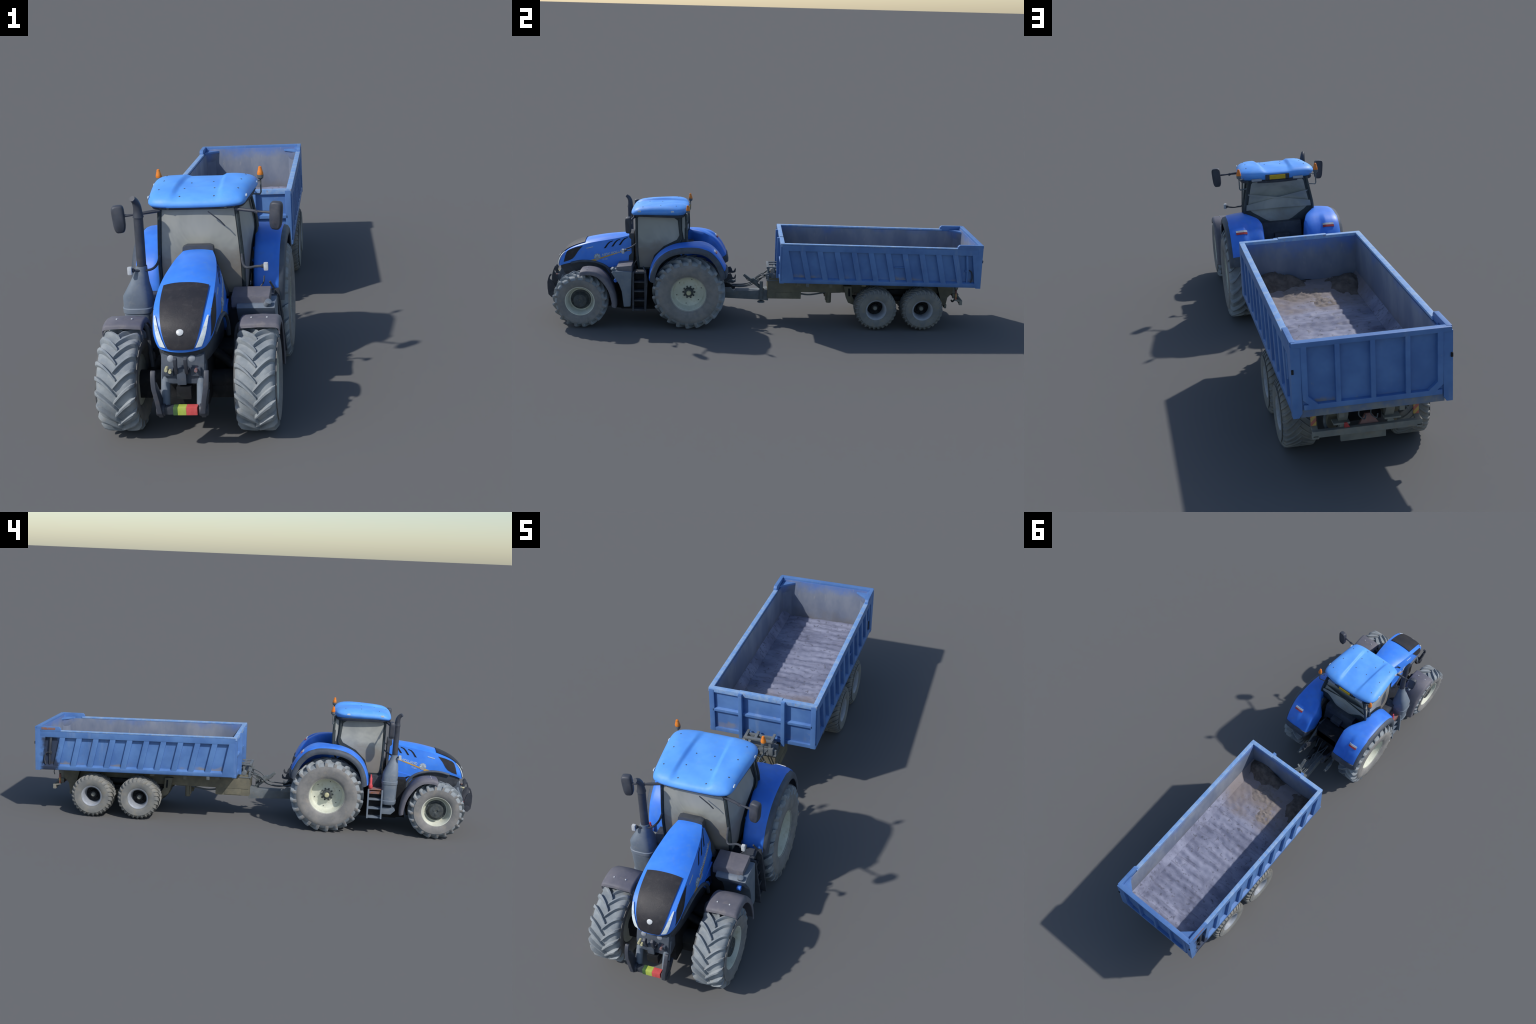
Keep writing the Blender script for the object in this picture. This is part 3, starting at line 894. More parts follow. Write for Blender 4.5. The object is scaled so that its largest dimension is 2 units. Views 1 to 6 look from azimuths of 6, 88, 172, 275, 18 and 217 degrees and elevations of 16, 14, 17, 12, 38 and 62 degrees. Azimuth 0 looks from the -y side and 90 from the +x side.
# ---- roof
OUT = [(0, -0.607), (0.06, -0.606), (0.102, -0.601), (0.126, -0.584), (0.134, -0.53), (0.141, -0.46), (0.1445, -0.41), (0.139, -0.376), (0.116, -0.357), (0.06, -0.348), (0, -0.346)]
half = curve([(a, b, 0) for a, b in OUT], 61)
outline = [(p.x - 0.002, p.y) for p in half] + [(-p.x - 0.002, p.y) for p in half[-2:0:-1]]
CX, CY = 0, -0.472
def roof_z(x, y, s):
    zb = table([(-0.607, 0.510), (-0.55, 0.518), (-0.42, 0.523), (-0.346, 0.530)], y)
    zt = table([(-0.61, 0.534), (-0.57, 0.542), (-0.52, 0.548), (-0.46, 0.551), (-0.42, 0.5515), (-0.34, 0.549)], y)
    z = zb + (zt - zb) * (1 - s ** 7) ** 0.5
    z += 0.0012 * math.sin(x * 60) * math.sin(y * 38 + 1) * (1 - s ** 6)
    band = 1 - smooth((abs(x + 0.002) - (0.056 - (y + 0.607) * 0.05)) / 0.013)
    return z - 0.0085 * band * (1 - s ** 6) + 0.0020 * (1 - s ** 8)
rings = []
rings.append([(x * 0.90, CY + (y - CY) * 0.92, 0.506) for x, y in outline])
rings.append([(x * 0.97, CY + (y - CY) * 0.975, table([(-0.607, 0.505), (-0.55, 0.512), (-0.346, 0.522)], y)) for x, y in outline])
for s in [1.0, 0.995, 0.985, 0.97, 0.95] + [0.93 - 0.024 * q for q in range(38)]:
    rings.append([(x * s, CY + (y - CY) * s, roof_z(x * s, CY + (y - CY) * s, s)) for x, y in outline])
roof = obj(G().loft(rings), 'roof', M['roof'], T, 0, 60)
rb = bvh_of(roof)
# dark underside / headliner rim
g = G().loft([[(x * k, CY + (y - CY) * k2, z) for x, y in outline] for k, k2, z in ((0.80, 0.86, 0.496), (0.93, 0.945, 0.500), (0.955, 0.965, 0.509), (0.90, 0.92, 0.514))])
obj(g, 'roof_liner', M['black'], T, 0, 50)
g = G()
for s in (1, -1):
    for x in (0.075, 0.095):
        g.lathe([(0, 0.0045), (0.004, 0.005), (0.006, 0.005), (0.0061, 0)], 14, (s * x, -0.604 + (x - .075) * .25 + 0.0035, 0.5055), axis=1)
g.warp(lambda p: p)
obj(g, 'roof_lamp', M['hub'], T)
for s in (1, -1):
    for y in (-0.565, -0.415):
        x = 0.128 if y < -0.5 else 0.1415
        g = G().lathe([(0, 0.0042), (0.003, 0.0042), (0.003, 0)], 12)
        g.warp(lambda p: (s * (x + p.x - 0.0005) - .002, y + p.y * 1.9, 0.5265 + p.z + (0.003 if y > -.5 else 0)))
        obj(g, 'marker_lamp', M['headlight'], T)
for s in (1, -1):
    obj(G().box((s * 0.078 - 0.019, -0.356, 0.509), (s * 0.078 + 0.019, -0.346, 0.518)), 'work_lamp', M['trim_silver'], T, 0.002)
obj(G().box((-0.045, -0.3535, 0.512), (0.045, -0.3445, 0.532)), 'sign_box', M['black'], T, 0.003)
obj(G().box((-0.030, -0.3450, 0.5135), (0.030, -0.3425, 0.5295)), 'sign_plate', M['yellow'], T, 0.001)
# roof screws
UP = lambda p: ((p[0], p[1], 0.8), (0, 0, -1))
for x, y in ((0.105, -0.55), (0.105, -0.47), (0.11, -0.40), (0.045, -0.585), (0.03, -0.47), (0.04, -0.53)):
    for s in (1, -1):
        patch('roof_screw', [(s * x + .0022 * math.cos(a), y + .0022 * math.sin(a)) for a in [2 * math.pi * q / 8 for q in range(8)]], UP, rb, 0.0009, 0.001, M['trim'], T)

# ---- beacons, mirrors, small lamps
for s in (1, -1):
    c = Vector((s * 0.1445, -0.345, 0.0))
    g = G().lathe([(0.537, 0.0085), (0.541, 0.009), (0.547, 0.0075), (0.554, 0.0056), (0.560, 0.0042), (0.562, 0)], 18, c, axis=2)
    g.warp(lambda p: (p.x, p.y - (p.z - .537) * .08, p.z))
    b = obj(g, 'beacon', M['amber'], T, 0, 50)
    g = G().lathe([(0.524, 0.0045), (0.528, 0.0085), (0.537, 0.0092), (0.5375, 0)], 16, c, axis=2)
    g.tube([(c.x, c.y, 0.53), (c.x, c.y, 0.487), (c.x - s * 0.003, c.y - .002, 0.482), (c.x - s * .012, c.y - .004, 0.483), (s * 0.112, -0.352, 0.484)], 0.0022, 8)
    g.tube([(c.x, c.y, 0.52), (c.x - s * .02, c.y - .012, 0.521)], 0.0018, 6)
    obj(g, 'beacon_bracket', M['steel'], T)
    # mirror: rounded housing on a jointed arm
    mc = Vector((s * 0.205, -0.606, 0.480))
    rings = []
    for d, k in ((-0.011, 0.72), (-0.009, 0.9), (-0.004, 1.0), (0.006, 1.0), (0.009, 0.96), (0.009, 0.88), (0.0075, 0.86)):
        ring = []
        for q in range(28):
            a = 2 * math.pi * q / 28
            ca, sa = math.cos(a), math.sin(a)
            x = math.copysign(abs(ca) ** 0.5, ca) * (0.0165 + 0.002 * sa)
            z = math.copysign(abs(sa) ** 0.5, sa) * 0.0370
            ring.append((x * k, d, z * (1 - (1 - k) * .5)))
        rings.append(ring)
    g = G().loft(rings)
    Rz = Matrix.Rotation(math.radians(-s * 10), 3, 'Z') @ Matrix.Rotation(math.radians(s * 4), 3, 'Y')
    g.warp(lambda p: Rz @ p + mc)
    obj(g, 'mirror', M['exhaust'], T, 0, 50)
    g = G().tube([(s * 0.098, -0.586, 0.496), (s * 0.135, -0.596, 0.493), (s * 0.165, -0.602, 0.490), (s * 0.192, -0.607, 0.4885)], [0.005, 0.0045, 0.0028, 0.004], 8, 16)
    g.tube([(s * 0.150, -0.600, 0.492), (s * 0.158, -0.601, 0.488)], 0.005, 8)
    obj(g, 'mirror_arm', M['exhaust'], T)
    # lower front indicator lamps on curved stalks
    lc = Vector((s * 0.176, -0.652 if s < 0 else -0.634, 0.353))
    g = G().tube([(s * 0.109, -0.582, 0.372), (s * 0.113, -0.605, 0.356), (s * 0.125, -0.628, 0.349), (s * 0.150, lc.y + .012, 0.350), (lc.x - s * .004, lc.y + .004, 0.353)], 0.0034, 8, 20)
    g.lathe([(-0.006, 0.005), (0.004, 0.006)], 10, lc - Vector((s * 0.006, -0.004, 0)))
    obj(g, 'lamp_stalk', M['black'], T)
    g = G().box(lc - Vector((0.006, 0.006, 0.0105)), lc + Vector((0.006, 0.006, 0.0105)))
    obj(g, 'indicator_lamp', M['white'], T, 0.004, 40)

# ---- exhaust with treatment canister, left side
g = G()
ring = lambda cx, cy, z, rx, ry, p=0.6: [(cx + math.copysign(abs(math.cos(a)) ** p, math.cos(a)) * rx, cy + math.copysign(abs(math.sin(a)) ** p, math.sin(a)) * ry, z)
                                        for a in [2 * math.pi * q / 28 for q in range(28)]]
g.loft([ring(-.166, -.614, .140, .034, .029), ring(-.166, -.614, .146, .037, .033), ring(-.166, -.614, .158, .038, .034), ring(-.166, -.614, .160, .036, .032), ring(-.168, -.614, .232, .038, .034),
        ring(-.168, -.614, .234, .040, .036), ring(-.168, -.614, .246, .041, .036), ring(-.168, -.614, .248, .039, .034), ring(-.168, -.616, .278, .038, .034), ring(-.160, -.622, .312, .026, .026, .8),
        ring(-.151, -.628, .345, .0165, .016, 1), ring(-.149, -.630, .360, .0145, .0135, 1)])
obj(g, 'exhaust_canister', M['tank'], T, 0, 35)
g = G().tube([(-.149, -.630, .352), (-.148, -.631, .42), (-.147, -.632, .495)], 0.0125, 16, 10)
g.tube([(-.147, -.632, .490), (-.147, -.632, .505), (-.148, -.633, .520), (-.151, -.639, .534), (-.155, -.650, .543)], [0.0145, 0.0115, 0.0105, 0.009, 0.0075], 16, 18)
obj(g, 'exhaust_pipe', M['exhaust'], T, 0, 45)

# ---- steps and tanks
def steps(s, y0, y1, z0, z1, x0, x1, n, mat, top_plate):
    g = G()
    for y in (y0, y1):
        g.bar((s * x0, y, z1), (s * x1, y, z0), 0.007, 0.022, up=(s, 0, 0))
    for q in range(n):
        t = q / (n - 1)
        z = lerp(z0 + .003, z1 - .006, t)
        x = lerp(x1, x0, t)
        g.box((min(s * (x - .045), s * x), y0, z - 0.003), (max(s * (x - .045), s * x), y1, z + 0.004))
    return obj(g, 'step', mat, T, 0.0012)
steps(1, -0.588, -0.534, 0.083, 0.262, 0.188, 0.204, 5, M['black'], True)
steps(-1, -0.584, -0.523, 0.075, 0.205, 0.188, 0.199, 4, M['tank'], True)
g = G().box((-0.165, -0.580, 0.075), (-0.10, -0.526, 0.20))
obj(g, 'step_backing', M['deep'], T, 0.002)
obj(G().box((-0.188, -0.582, 0.184), (-0.1, -0.523, 0.208)), 'step_plate', M['rust'], T, 0.002)
obj(G().box((0.09, -0.586, 0.075), (0.155, -0.534, 0.255)), 'step_backing', M['deep'], T, 0.002)
# right: battery box over tapering tank
g = G().prism([(-0.664, 0.282), (-0.596, 0.289), (-0.594, 0.250), (-0.656, 0.245), (-0.668, 0.255)], 0, 0.085, 0.184)
obj(g, 'battery_box', M['mudguard'], T, 0.005)
g = G().prism([(-0.686, 0.258), (-0.674, 0.266), (-0.594, 0.262), (-0.600, 0.100), (-0.632, 0.098), (-0.640, 0.170), (-0.652, 0.205), (-0.672, 0.235)], 0, 0.10, 0.199)
g.tube([(0.175, -0.672, 0.258), (0.184, -0.684, 0.276)], 0.009, 14)
obj(g, 'fuel_tank', M['tank'], T, 0.005)
obj(G().lathe([(0, .008), (.012, .008), (.012, 0)], 16, (0.166, -0.670, 0.215)), 'blue_cap', M['fender'], T)
# left: lower tank, cab floor box, fire extinguisher
g = G().prism([(-0.580, 0.125), (-0.643, 0.122), (-0.648, 0.112), (-0.628, 0.092), (-0.580, 0.093)], 0, -0.185, -0.09)
obj(g, 'plastic_tank', M['tank'], T, 0.005)
g = G().prism([(-0.525, 0.258), (-0.60, 0.258), (-0.60, 0.20), (-0.525, 0.20)], 0, -0.150, -0.08)
obj(g, 'floor_box', M['black'], T, 0.003)
g = G().lathe([(0.208, 0.008), (0.210, 0.0092), (0.222, 0.0092), (0.228, 0.0062), (0.254, 0.0062), (0.258, 0.004), (0.270, 0.003), (0.272, 0)], 16, (-0.182, -0.531, 0), axis=2)
obj(g, 'fire_extinguisher', M['redpaint'], T)
g = G().tube([(0.125, -0.59, 0.26), (0.16, -0.586, 0.29), (0.165, -0.575, 0.31)], 0.002, 6, 10)
g.tube([(0.204, -0.532, 0.085), (0.206, -0.528, 0.17), (0.196, -0.528, 0.235), (0.176, -0.545, 0.285)], 0.003, 8, 20)
obj(g, 'handrail', M['black'], T)

# ---- rear mudguards: sheet swept over the wheel
FO = [(-0.517, 0.222), (-0.509, 0.268), (-0.485, 0.320), (-0.442, 0.358), (-0.392, 0.377), (-0.335, 0.383), (-0.281, 0.379), (-0.238, 0.360), (-0.204, 0.325), (-0.182, 0.286), (-0.172, 0.260), (-0.171, 0.240)]
fo = curve([(0, a, b) for a, b in FO], 56)
WC = Vector((0, -0.3385, 0.1655))
def fender_rows(i0, i1, s):
    rows = []
    for i in range(i0, i1 + 1):
        p = fo[i]
        n = (p - WC).normalized()
        t = i / 55
        xin = table([(0, 0.128), (0.30, 0.128), (0.44, 0.122), (0.54, 0.088), (0.60, 0.078), (0.85, 0.080), (1, 0.086)], t)
        xo = table([(0, 0.196), (0.15, 0.200), (0.5, 0.204), (1, 0.200)], t)
        depth = table([(0, 0.004), (0.30, 0.02), (0.42, 0.08), (0.60, 0.10), (0.75, 0.10), (0.9, 0.07), (1, 0.03)], t)
        row = []
        for d, k in ((depth, 0), (depth * .5, 0), (0.012, 0.0)):
            q = p - n * d
            row.append((s * (xin - .001), q.y, q.z))
        for b in (0.02, 0.07, 0.18, 0.30, 0.42, 0.50, 0.56, 0.62, 0.70, 0.80, 0.90, 0.97, 1.0):
            x = lerp(xin, xo, b)
            lift = 0.008 * (1 - b ** 2)
            if b < 0.1:
                lift -= 0.006 * (1 - b / 0.1)
            lobe = smooth((t - 0.52) / 0.12) * (1 - smooth((t - 0.80) / 0.12))
            lift += lobe * (0.006 * smooth((b - 0.46) / 0.12) - 0.002)
            if b > 0.93:
                lift -= 0.004 * (b - .93) / .07
            q = p + n * lift
            row.append((s * x, q.y, q.z))
        rows.append(row)
    return rows
SPLIT = 47
for s in (1, -1):
    fe = obj(G().grid(fender_rows(0, SPLIT, s)), 'mudguard', M['fender'], T, 0, 50, 0.0035)
    obj(G().grid(fender_rows(SPLIT, 55, s)), 'mudflap', M['trim'], T, 0, 50, 0.0035)
    rows = []
    for i in range(0, 56):
        p = fo[i]
        n = (p - WC).normalized()
        t = i / 55
        xo = table([(0, 0.196), (0.15, 0.200), (0.5, 0.204), (1, 0.200)], t)
        rows.append([(s * x, (p + n * d).y, (p + n * d).z) for x, d in ((xo - .002, -0.002), (xo + .008, -0.005), (xo + 0.013, -0.013), (xo + 0.014, -0.022), (xo + .012, -.027))])
    obj(G().grid(rows), 'mudguard_lip', M['trim'], T, 0, 50, 0.003)
    # tail lamp
    fb = bvh_of(fe)
    ray = lambda p: ((p[0], -0.20 + 0.35, p[1] + 0.35 * 0.75), (0, -1, -0.75))
    patch('tail_lamp', [(s * 0.140, 0.358), (s * 0.181, 0.358), (s * 0.181, 0.3685), (s * 0.140, 0.3685)], ray, fb, 0.0025, 0.006, M['redlens'], T)
    patch('reverse_lamp', [(s * 0.140, 0.3688), (s * 0.181, 0.3688), (s * 0.181, 0.3785), (s * 0.140, 0.3785)], ray, fb, 0.0023, 0.006, M['white'], T)

# ---- rear three-point linkage, hydraulic couplings
for s in (1, -1):
    g = G()
    g.bar((s * 0.060, -0.30, 0.125), (s * 0.080, -0.16, 0.152), 0.009, 0.018)
    g.prism([(-0.178, 0.162), (-0.170, 0.142), (-0.138, 0.138), (-0.124, 0.145), (-0.125, 0.158), (-0.133, 0.150), (-0.141, 0.153), (-0.147, 0.163)], 0, s * 0.081 - .006, s * 0.081 + .006)
    obj(g, 'lift_arm', M['drawbar'], T, 0.002)
    g = G().tube([(s * 0.070, -0.275, 0.235), (s * 0.076, -0.195, 0.150)], 0.006, 10)
    g.bar((s * 0.055, -0.33, 0.245), (s * 0.070, -0.270, 0.240), 0.012, 0.02)
    obj(g, 'lift_rod', M['drawbar'], T, 0.001)
g = G().prism([(-0.19, 0.165), (-0.175, 0.205), (-0.160, 0.224), (-0.150, 0.226), (-0.143, 0.215), (-0.141, 0.205), (-0.134, 0.205), (-0.130, 0.213), (-0.128, 0.220), (-0.124, 0.214), (-0.126, 0.200), (-0.138, 0.196), (-0.155, 0.196)], 0, 0.050, 0.062)
g.bar((0.056, -0.24, 0.17), (0.056, -0.165, 0.205), 0.010, 0.016)
g.mirror()
obj(g, 'stabiliser_hook', M['black'], T, 0.002)
g = G().bar((0.0, -0.29, 0.20), (0.0, -0.20, 0.19), 0.012, 0.014)
g.prism([(-0.20, 0.165), (-0.175, 0.176), (-0.155, 0.168), (-0.128, 0.150), (-0.124, 0.160), (-0.130, 0.142), (-0.150, 0.140), (-0.19, 0.15)], 0, 0.018, 0.034)
g.box((-0.03, -0.27, 0.06), (0.03, -0.20, 0.14))
g.box((-0.055, -0.275, 0.20), (0.055, -0.235, 0.252))
obj(g, 'hitch_frame', M['deep'], T, 0.003)

# =================================================================== TRAILER
X = empty('tipping_trailer', (-0.006, 0.45, 0))
X["label"] = "blue high-sided tandem tipping trailer with scraped muddy bed"
X["category"] = "farm trailer"

def skew(p):
    return (p[0] - 0.002 - 0.0135 * (p[1] - 0.08), p[1], p[2])
def body(p):
    """body sits slightly tail-down and skewed behind the tractor"""
    q = skew(p)
    return (q[0], q[1], q[2] - 0.0155 * (p[1] - 0.08))

def part(g, name, mat, bevel=0.0015, fn=body, angle=35, thick=0.0):
    return obj(g.warp(fn), name, mat, X, bevel, angle, thick)

ZB, ZT, Y0, Y1, XO, XI = 0.222, 0.4055, 0.080, 0.988, 0.2055, 0.1890
XP = 0.1920                     # recessed panel plane
for s in (1, -1):
    # recessed panel sheet
    g = G().box((min(s * XI, s * XP), Y0 + 0.004, ZB + .004), (max(s * XI, s * XP), Y1 - 0.004, ZT - 0.012))
    part(g, 'wall_panel', M['tpanel'])
    lo, hi = sorted((s * (XI - .001), s * XO))
    part(G().prism([(s * XP, 0.376), (s * XO, 0.373), (s * XO, ZT - .002), (s * XP, ZT - .002)], 1, Y0, Y1), 'wall_rail', M['tblue'], 0.002)
    part(G().box((lo, Y0, ZT - 0.008), (hi - s * 0 if s > 0 else hi, Y1 - 0.1, ZT)), 'rim_cap', M['rail'], 0.002)
    part(G().prism([(s * (XP - .004), ZB), (s * (XO - .002), ZB), (s * XO, ZB + .003), (s * XO, 0.240), (s * XP, 0.248)], 1, Y0, Y1), 'wall_sill', M['tblue'], 0.0012)
    part(G().prism([(Y0, ZB + .002), (0.139, ZB + .002), (0.108, 0.378), (Y0, 0.378)], 0, s * (XI + .002), s * (XO + .0004)), 'corner_post', M['tblue'], 0.002)
    part(G().prism([(0.967, ZB + .002), (Y1, ZB + .002), (Y1, 0.378), (0.947, 0.378), (0.956, 0.31)], 0, s * (XI + .002), s * (XO + .0004)), 'corner_post', M['tblue'], 0.002)
    for q in range(10):
        yt = 0.172 + 0.0773 * q
        yb = yt + 0.031
        w = 0.0125
        n = 'wall_rib'
        part(G().prism([(yb - w, 0.238), (yb + w, 0.238), (yt + w, 0.378), (yt - w, 0.378)], 0, s * (XP - .003), s * (XO - .001)), n, M['tblue'], 0.002)
    # raised ends by the tailgate
    g = G().prism([(0.876, ZT - .006), (0.878, ZT + .008), (0.886, ZT + .0155), (Y1, ZT + .0165), (Y1, ZT - .006)], 0, s * 0.192, s * (XO + .0008))
    part(g, 'raised_end', M['tblue'] if s > 0 else M['tblue'], 0.002)
    g = G().prism([(0.965, ZT + .0125), (0.965, ZT + .002), (0.903, ZT + .002), (0.90, ZT + .012)], 0, s * (XO - .002), s * (XO + .0016))
    part(g, 'raised_end_plate', M['rust'] if s < 0 else M['tblue'], 0.001)
    # rear corner gusset and rounded fillet below it
    g = G().prism([(s * 0.191, 0.977), (s * 0.191, 0.922), (s * 0.176, 0.940), (s * 0.155, 0.958), (s * 0.132, 0.977)], 2, 0.395, 0.404)
    part(g, 'corner_gusset', M['tblue'], 0.001)
    g = G().loft([[(s * 0.1885, 0.976, z), (s * 0.1885, 0.976 - k, z), (s * (0.1885 - k * .45), 0.976 - k * .45, z), (s * (0.1885 - k), 0.976, z)] for k, z in ((0.012, 0.33), (0.034, 0.362), (0.050, 0.3955))])
    part(g, 'gusset_bracket', M['inner'], 0.002)
    rows = []
    for q in range(9):
        a = q / 8 * math.pi / 2
        r = 0.048
        p = (0.188 - r + r * math.cos(a), 0.976 - r + r * math.sin(a))
        rows.append([(s * p[0], p[1], 0.232), (s * p[0], p[1], 0.395)])
    part(G().grid(rows), 'corner_fillet', M['inner'], 0, body, 50)
    # inner liner sheet, chamfer strip at the floor
    lo, hi = sorted((s * (XI - .004), s * (XI + .001)))
    part(G().box((lo, Y0 + .006, 0.232), (hi, Y1 - .012, ZT - .009)), 'wall_liner', M['inner'], 0.0008)
    part(G().prism([(s * (XI - .003), 0.275), (s * (XI - .003), 0.230), (s * 0.156, 0.230), (s * 0.156, 0.2445)], 1, 0.092, 0.976), 'floor_chamfer', M['floor'], 0.001)
    # tension strut, pipe and hose in the last bay
    g = G().tube([(s * 0.2005, 0.923, 0.372), (s * 0.2005, 0.930, 0.300)], 0.006, 10)
    g.tube([(s * 0.197, 0.930, 0.300), (s * 0.197, 0.931, 0.245)], 0.004, 10)
    g.box((min(s * .19, s * .200), 0.921, 0.295), (max(s * .19, s * .200), 0.938, 0.306))
    part(g, 'latch_strut', M['tblue'] if s > 0 else M['black'], 0.0008)
    g = G().tube([(s * 0.2005, 0.932, 0.305), (s * 0.199, 0.948, 0.296), (s * 0.199, 0.954, 0.270), (s * 0.2005, 0.948, 0.246)], 0.0028, 8, 16)
    part(g, 'latch_hose', M['black'], 0)
    part(G().box((min(s * .2, s * .206), Y1 - .004, 0.34), (max(s * .2, s * .206), Y1 + .010, 0.352)), 'tailgate_latch', M['deep'])
# small bracket in a right-hand bay, small tie under the rail
part(G().tube([(0.196, 0.594, 0.307), (0.196, 0.646, 0.307)], 0.003, 8), 'bracket', M['tblue'], 0)
for s in (1, -1):
    part(G().box((min(s * .19, s * .203), 0.193, 0.206), (max(s * .19, s * .203), 0.207, 0.228)), 'rail_lug', M['steel'])
    part(G().box((min(s * .175, s * .185), 0.30, 0.20), (max(s * .175, s * .185), 0.315, 0.224)), 'rail_lug', M['chassis'])

# front wall
part(G().box((-XO + .003, Y0 + .001, ZB + .002), (XO - .003, 0.0895, ZT - .006)), 'headboard', M['tpanel'])
part(G().box((-XI + .003, 0.0898, 0.232), (XI - .003, 0.0925, ZT - .009)), 'headboard_liner', M['inner'], 0.0006)
g = G()
g.box((-XO + .001, 0.073, 0.390), (XO - .001, 0.0915, ZT + .0005))
part(g, 'headboard_rail', M['rail'], 0.002)
part(G().box((-0.088, 0.074, ZT - .004), (0.075, 0.090, ZT + .0035)), 'headboard_lip', M['rail'], 0.0015)
g = G().box((-XO + .001, 0.0725, ZB - .002), (XO - .001, 0.090, ZB + .013))
part(g, 'headboard_sill', M['tblue'], 0.002)
for s in (1, -1):
    part(G().box((s * 0.193 - .0095, 0.0715, ZB - .003), (s * 0.193 + .0095, 0.092, ZT - .004)), 'headboard_edge', M['tblue'], 0.003)
    part(G().box((s * 0.081 - .007, 0.062, ZB - .010), (s * 0.081 + .007, 0.090, ZT - .001)), 'headboard_rib', M['tblue'], 0.002)
part(G().prism([(0.0715, 0.309), (0.0735, 0.309), (0.090, 0.306), (0.090, 0.326), (0.080, 0.323), (0.0715, 0.319)], 0, -0.19, 0.19), 'headboard_cross_rib', M['tblue'], 0.001)

# tailgate
part(G().box((-0.186, 0.977, 0.228), (0.186, 0.9835, ZT + .010)), 'tailgate_panel', M['tpanel'])
part(G().box((-XI + .003, 0.974, 0.232), (XI - .003, 0.9772, ZT + .006)), 'tailgate_liner', M['inner'], 0.0006)
part(G().box((-XO + .002, 0.9765, ZT + .002), (XO - .002, 0.9965, ZT + .0155)), 'tailgate_rail', M['tblue'], 0.0025)
part(G().box((-0.178, 0.977, 0.240), (0.178, 0.9965, 0.254)), 'tailgate_rail', M['tblue'], 0.002)
part(G().box((-0.186, 0.950, ZB - .004), (0.186, 0.990, 0.239)), 'tail_beam', weathered('dusty_tail_beam', rgb(96, 116, 150), rgb(130, 134, 134), rgb(150, 146, 136), .5, 18, .6), 0.002)
for x in (-0.0895, 0.0, 0.0895):
    part(G().box((x - .0065, 0.978, 0.245), (x + .0065, 0.9962, ZT + .006)), 'tailgate_rib', M['tblue'], 0.0025)
for s in (1, -1):
    part(G().prism([(s * 0.166, ZT + .006), (s * 0.181, ZT + .006), (s * 0.181, 0.268), (s * 0.150, 0.240), (s * 0.140, 0.252), (s * 0.166, 0.276)], 1, 0.978, 0.9967), 'tailgate_edge', M['tblue'], 0.002)
    part(G().prism([(s * 0.180, ZT + .006), (s * (XO + .001), ZT + .006), (s * (XO + .001), ZB - .003), (s * 0.190, ZB - .003), (s * 0.182, ZB + .010)], 1, 0.972, 0.9945), 'tail_post', M['tblue'], 0.002)
    part(G().prism([(s * 0.182, 0.272), (s * 0.182, 0.239), (s * 0.146, 0.239)], 1, 0.976, 0.9895), 'tail_corner_plate', M['tblue'], 0.001)
    part(G().box((s * 0.079 - .007, 0.958, 0.198), (s * 0.079 + .007, 0.975, 0.222)), 'tail_hinge', M['beam'], 0.002)

# bed floor with scraped cross ripples
rnd = random.Random(3)
ph = [(rnd.uniform(0, 6.28), rnd.uniform(-8, 8), rnd.uniform(0.5, 1)) for _ in range(6)]
from mathutils import noise as mn
rows = []
NX, NY = 60, 190
for j in range(NY + 1):
    y = lerp(0.09, 0.977, j / NY)
    row = []
    for i in range(NX + 1):
        x = lerp(-0.160, 0.160, i / NX)
        wob = mn.noise(Vector((x * 14, y * 5, 2))) * 0.012
        rip = math.sin((y + wob) * 2 * math.pi / 0.040)
        rip = (abs(rip) ** 0.7) * (1 if rip > 0 else -1)
        z = 0.2425 + 0.0024 * rip * smooth((y - .25) / .2) * (0.4 + 0.6 * smooth(mn.noise(Vector((x * 9, y * 9, 7))) + .5)) + 0.0030 * mn.noise(Vector((x * 45, y * 45, 0))) + 0.002 * mn.noise(Vector((x * 14, y * 14, 4)))
        z += 0.014 * smooth((0.24 - y) / 0.13)
        row.append((x, y, z))
    rows.append(row)
part(G().grid(rows), 'bed_floor', M['floor'], 0, body, 60)
part(G().box((-0.186, 0.082, 0.223), (0.186, 0.966, 0.231)), 'bed_plate', M['tblue'], 0.001)

def heap(cx, cy, rx, ry, h, mat, seed):
    rows = []
    n = 40
    for j in range(n + 1):
        row = []
        for i in range(n + 1):
            u, v = 2 * i / n - 1, 2 * j / n - 1
            x, y = cx + u * rx, cy + v * ry
            d = math.hypot(u, v) + 0.35 * mn.noise(Vector((u * 2, v * 2, seed)))
            k = smooth(1 - d)
            z = 0.240 + 0.014 * smooth((0.24 - y) / 0.13) + h * k + 0.008 * k * mn.noise(Vector((x * 60, y * 60, seed))) + 0.005 * k * mn.noise(Vector((x * 140, y * 140, seed)))
            row.append((max(-0.186, min(0.186, x)), max(0.0925, y), z))
        rows.append(row)
    return part(G().grid(rows), 'mud_heap', mat, 0, body, 60)
heap(0.10, 0.100, 0.13, 0.075, 0.040, M['mud'], 1)
heap(-0.145, 0.150, 0.08, 0.11, 0.024, M['mud'], 5)
heap(0.03, 0.20, 0.11, 0.07, 0.007, M['dust'], 9)
heap(-0.03, 0.27, 0.08, 0.07, 0.006, M['dust'], 12)

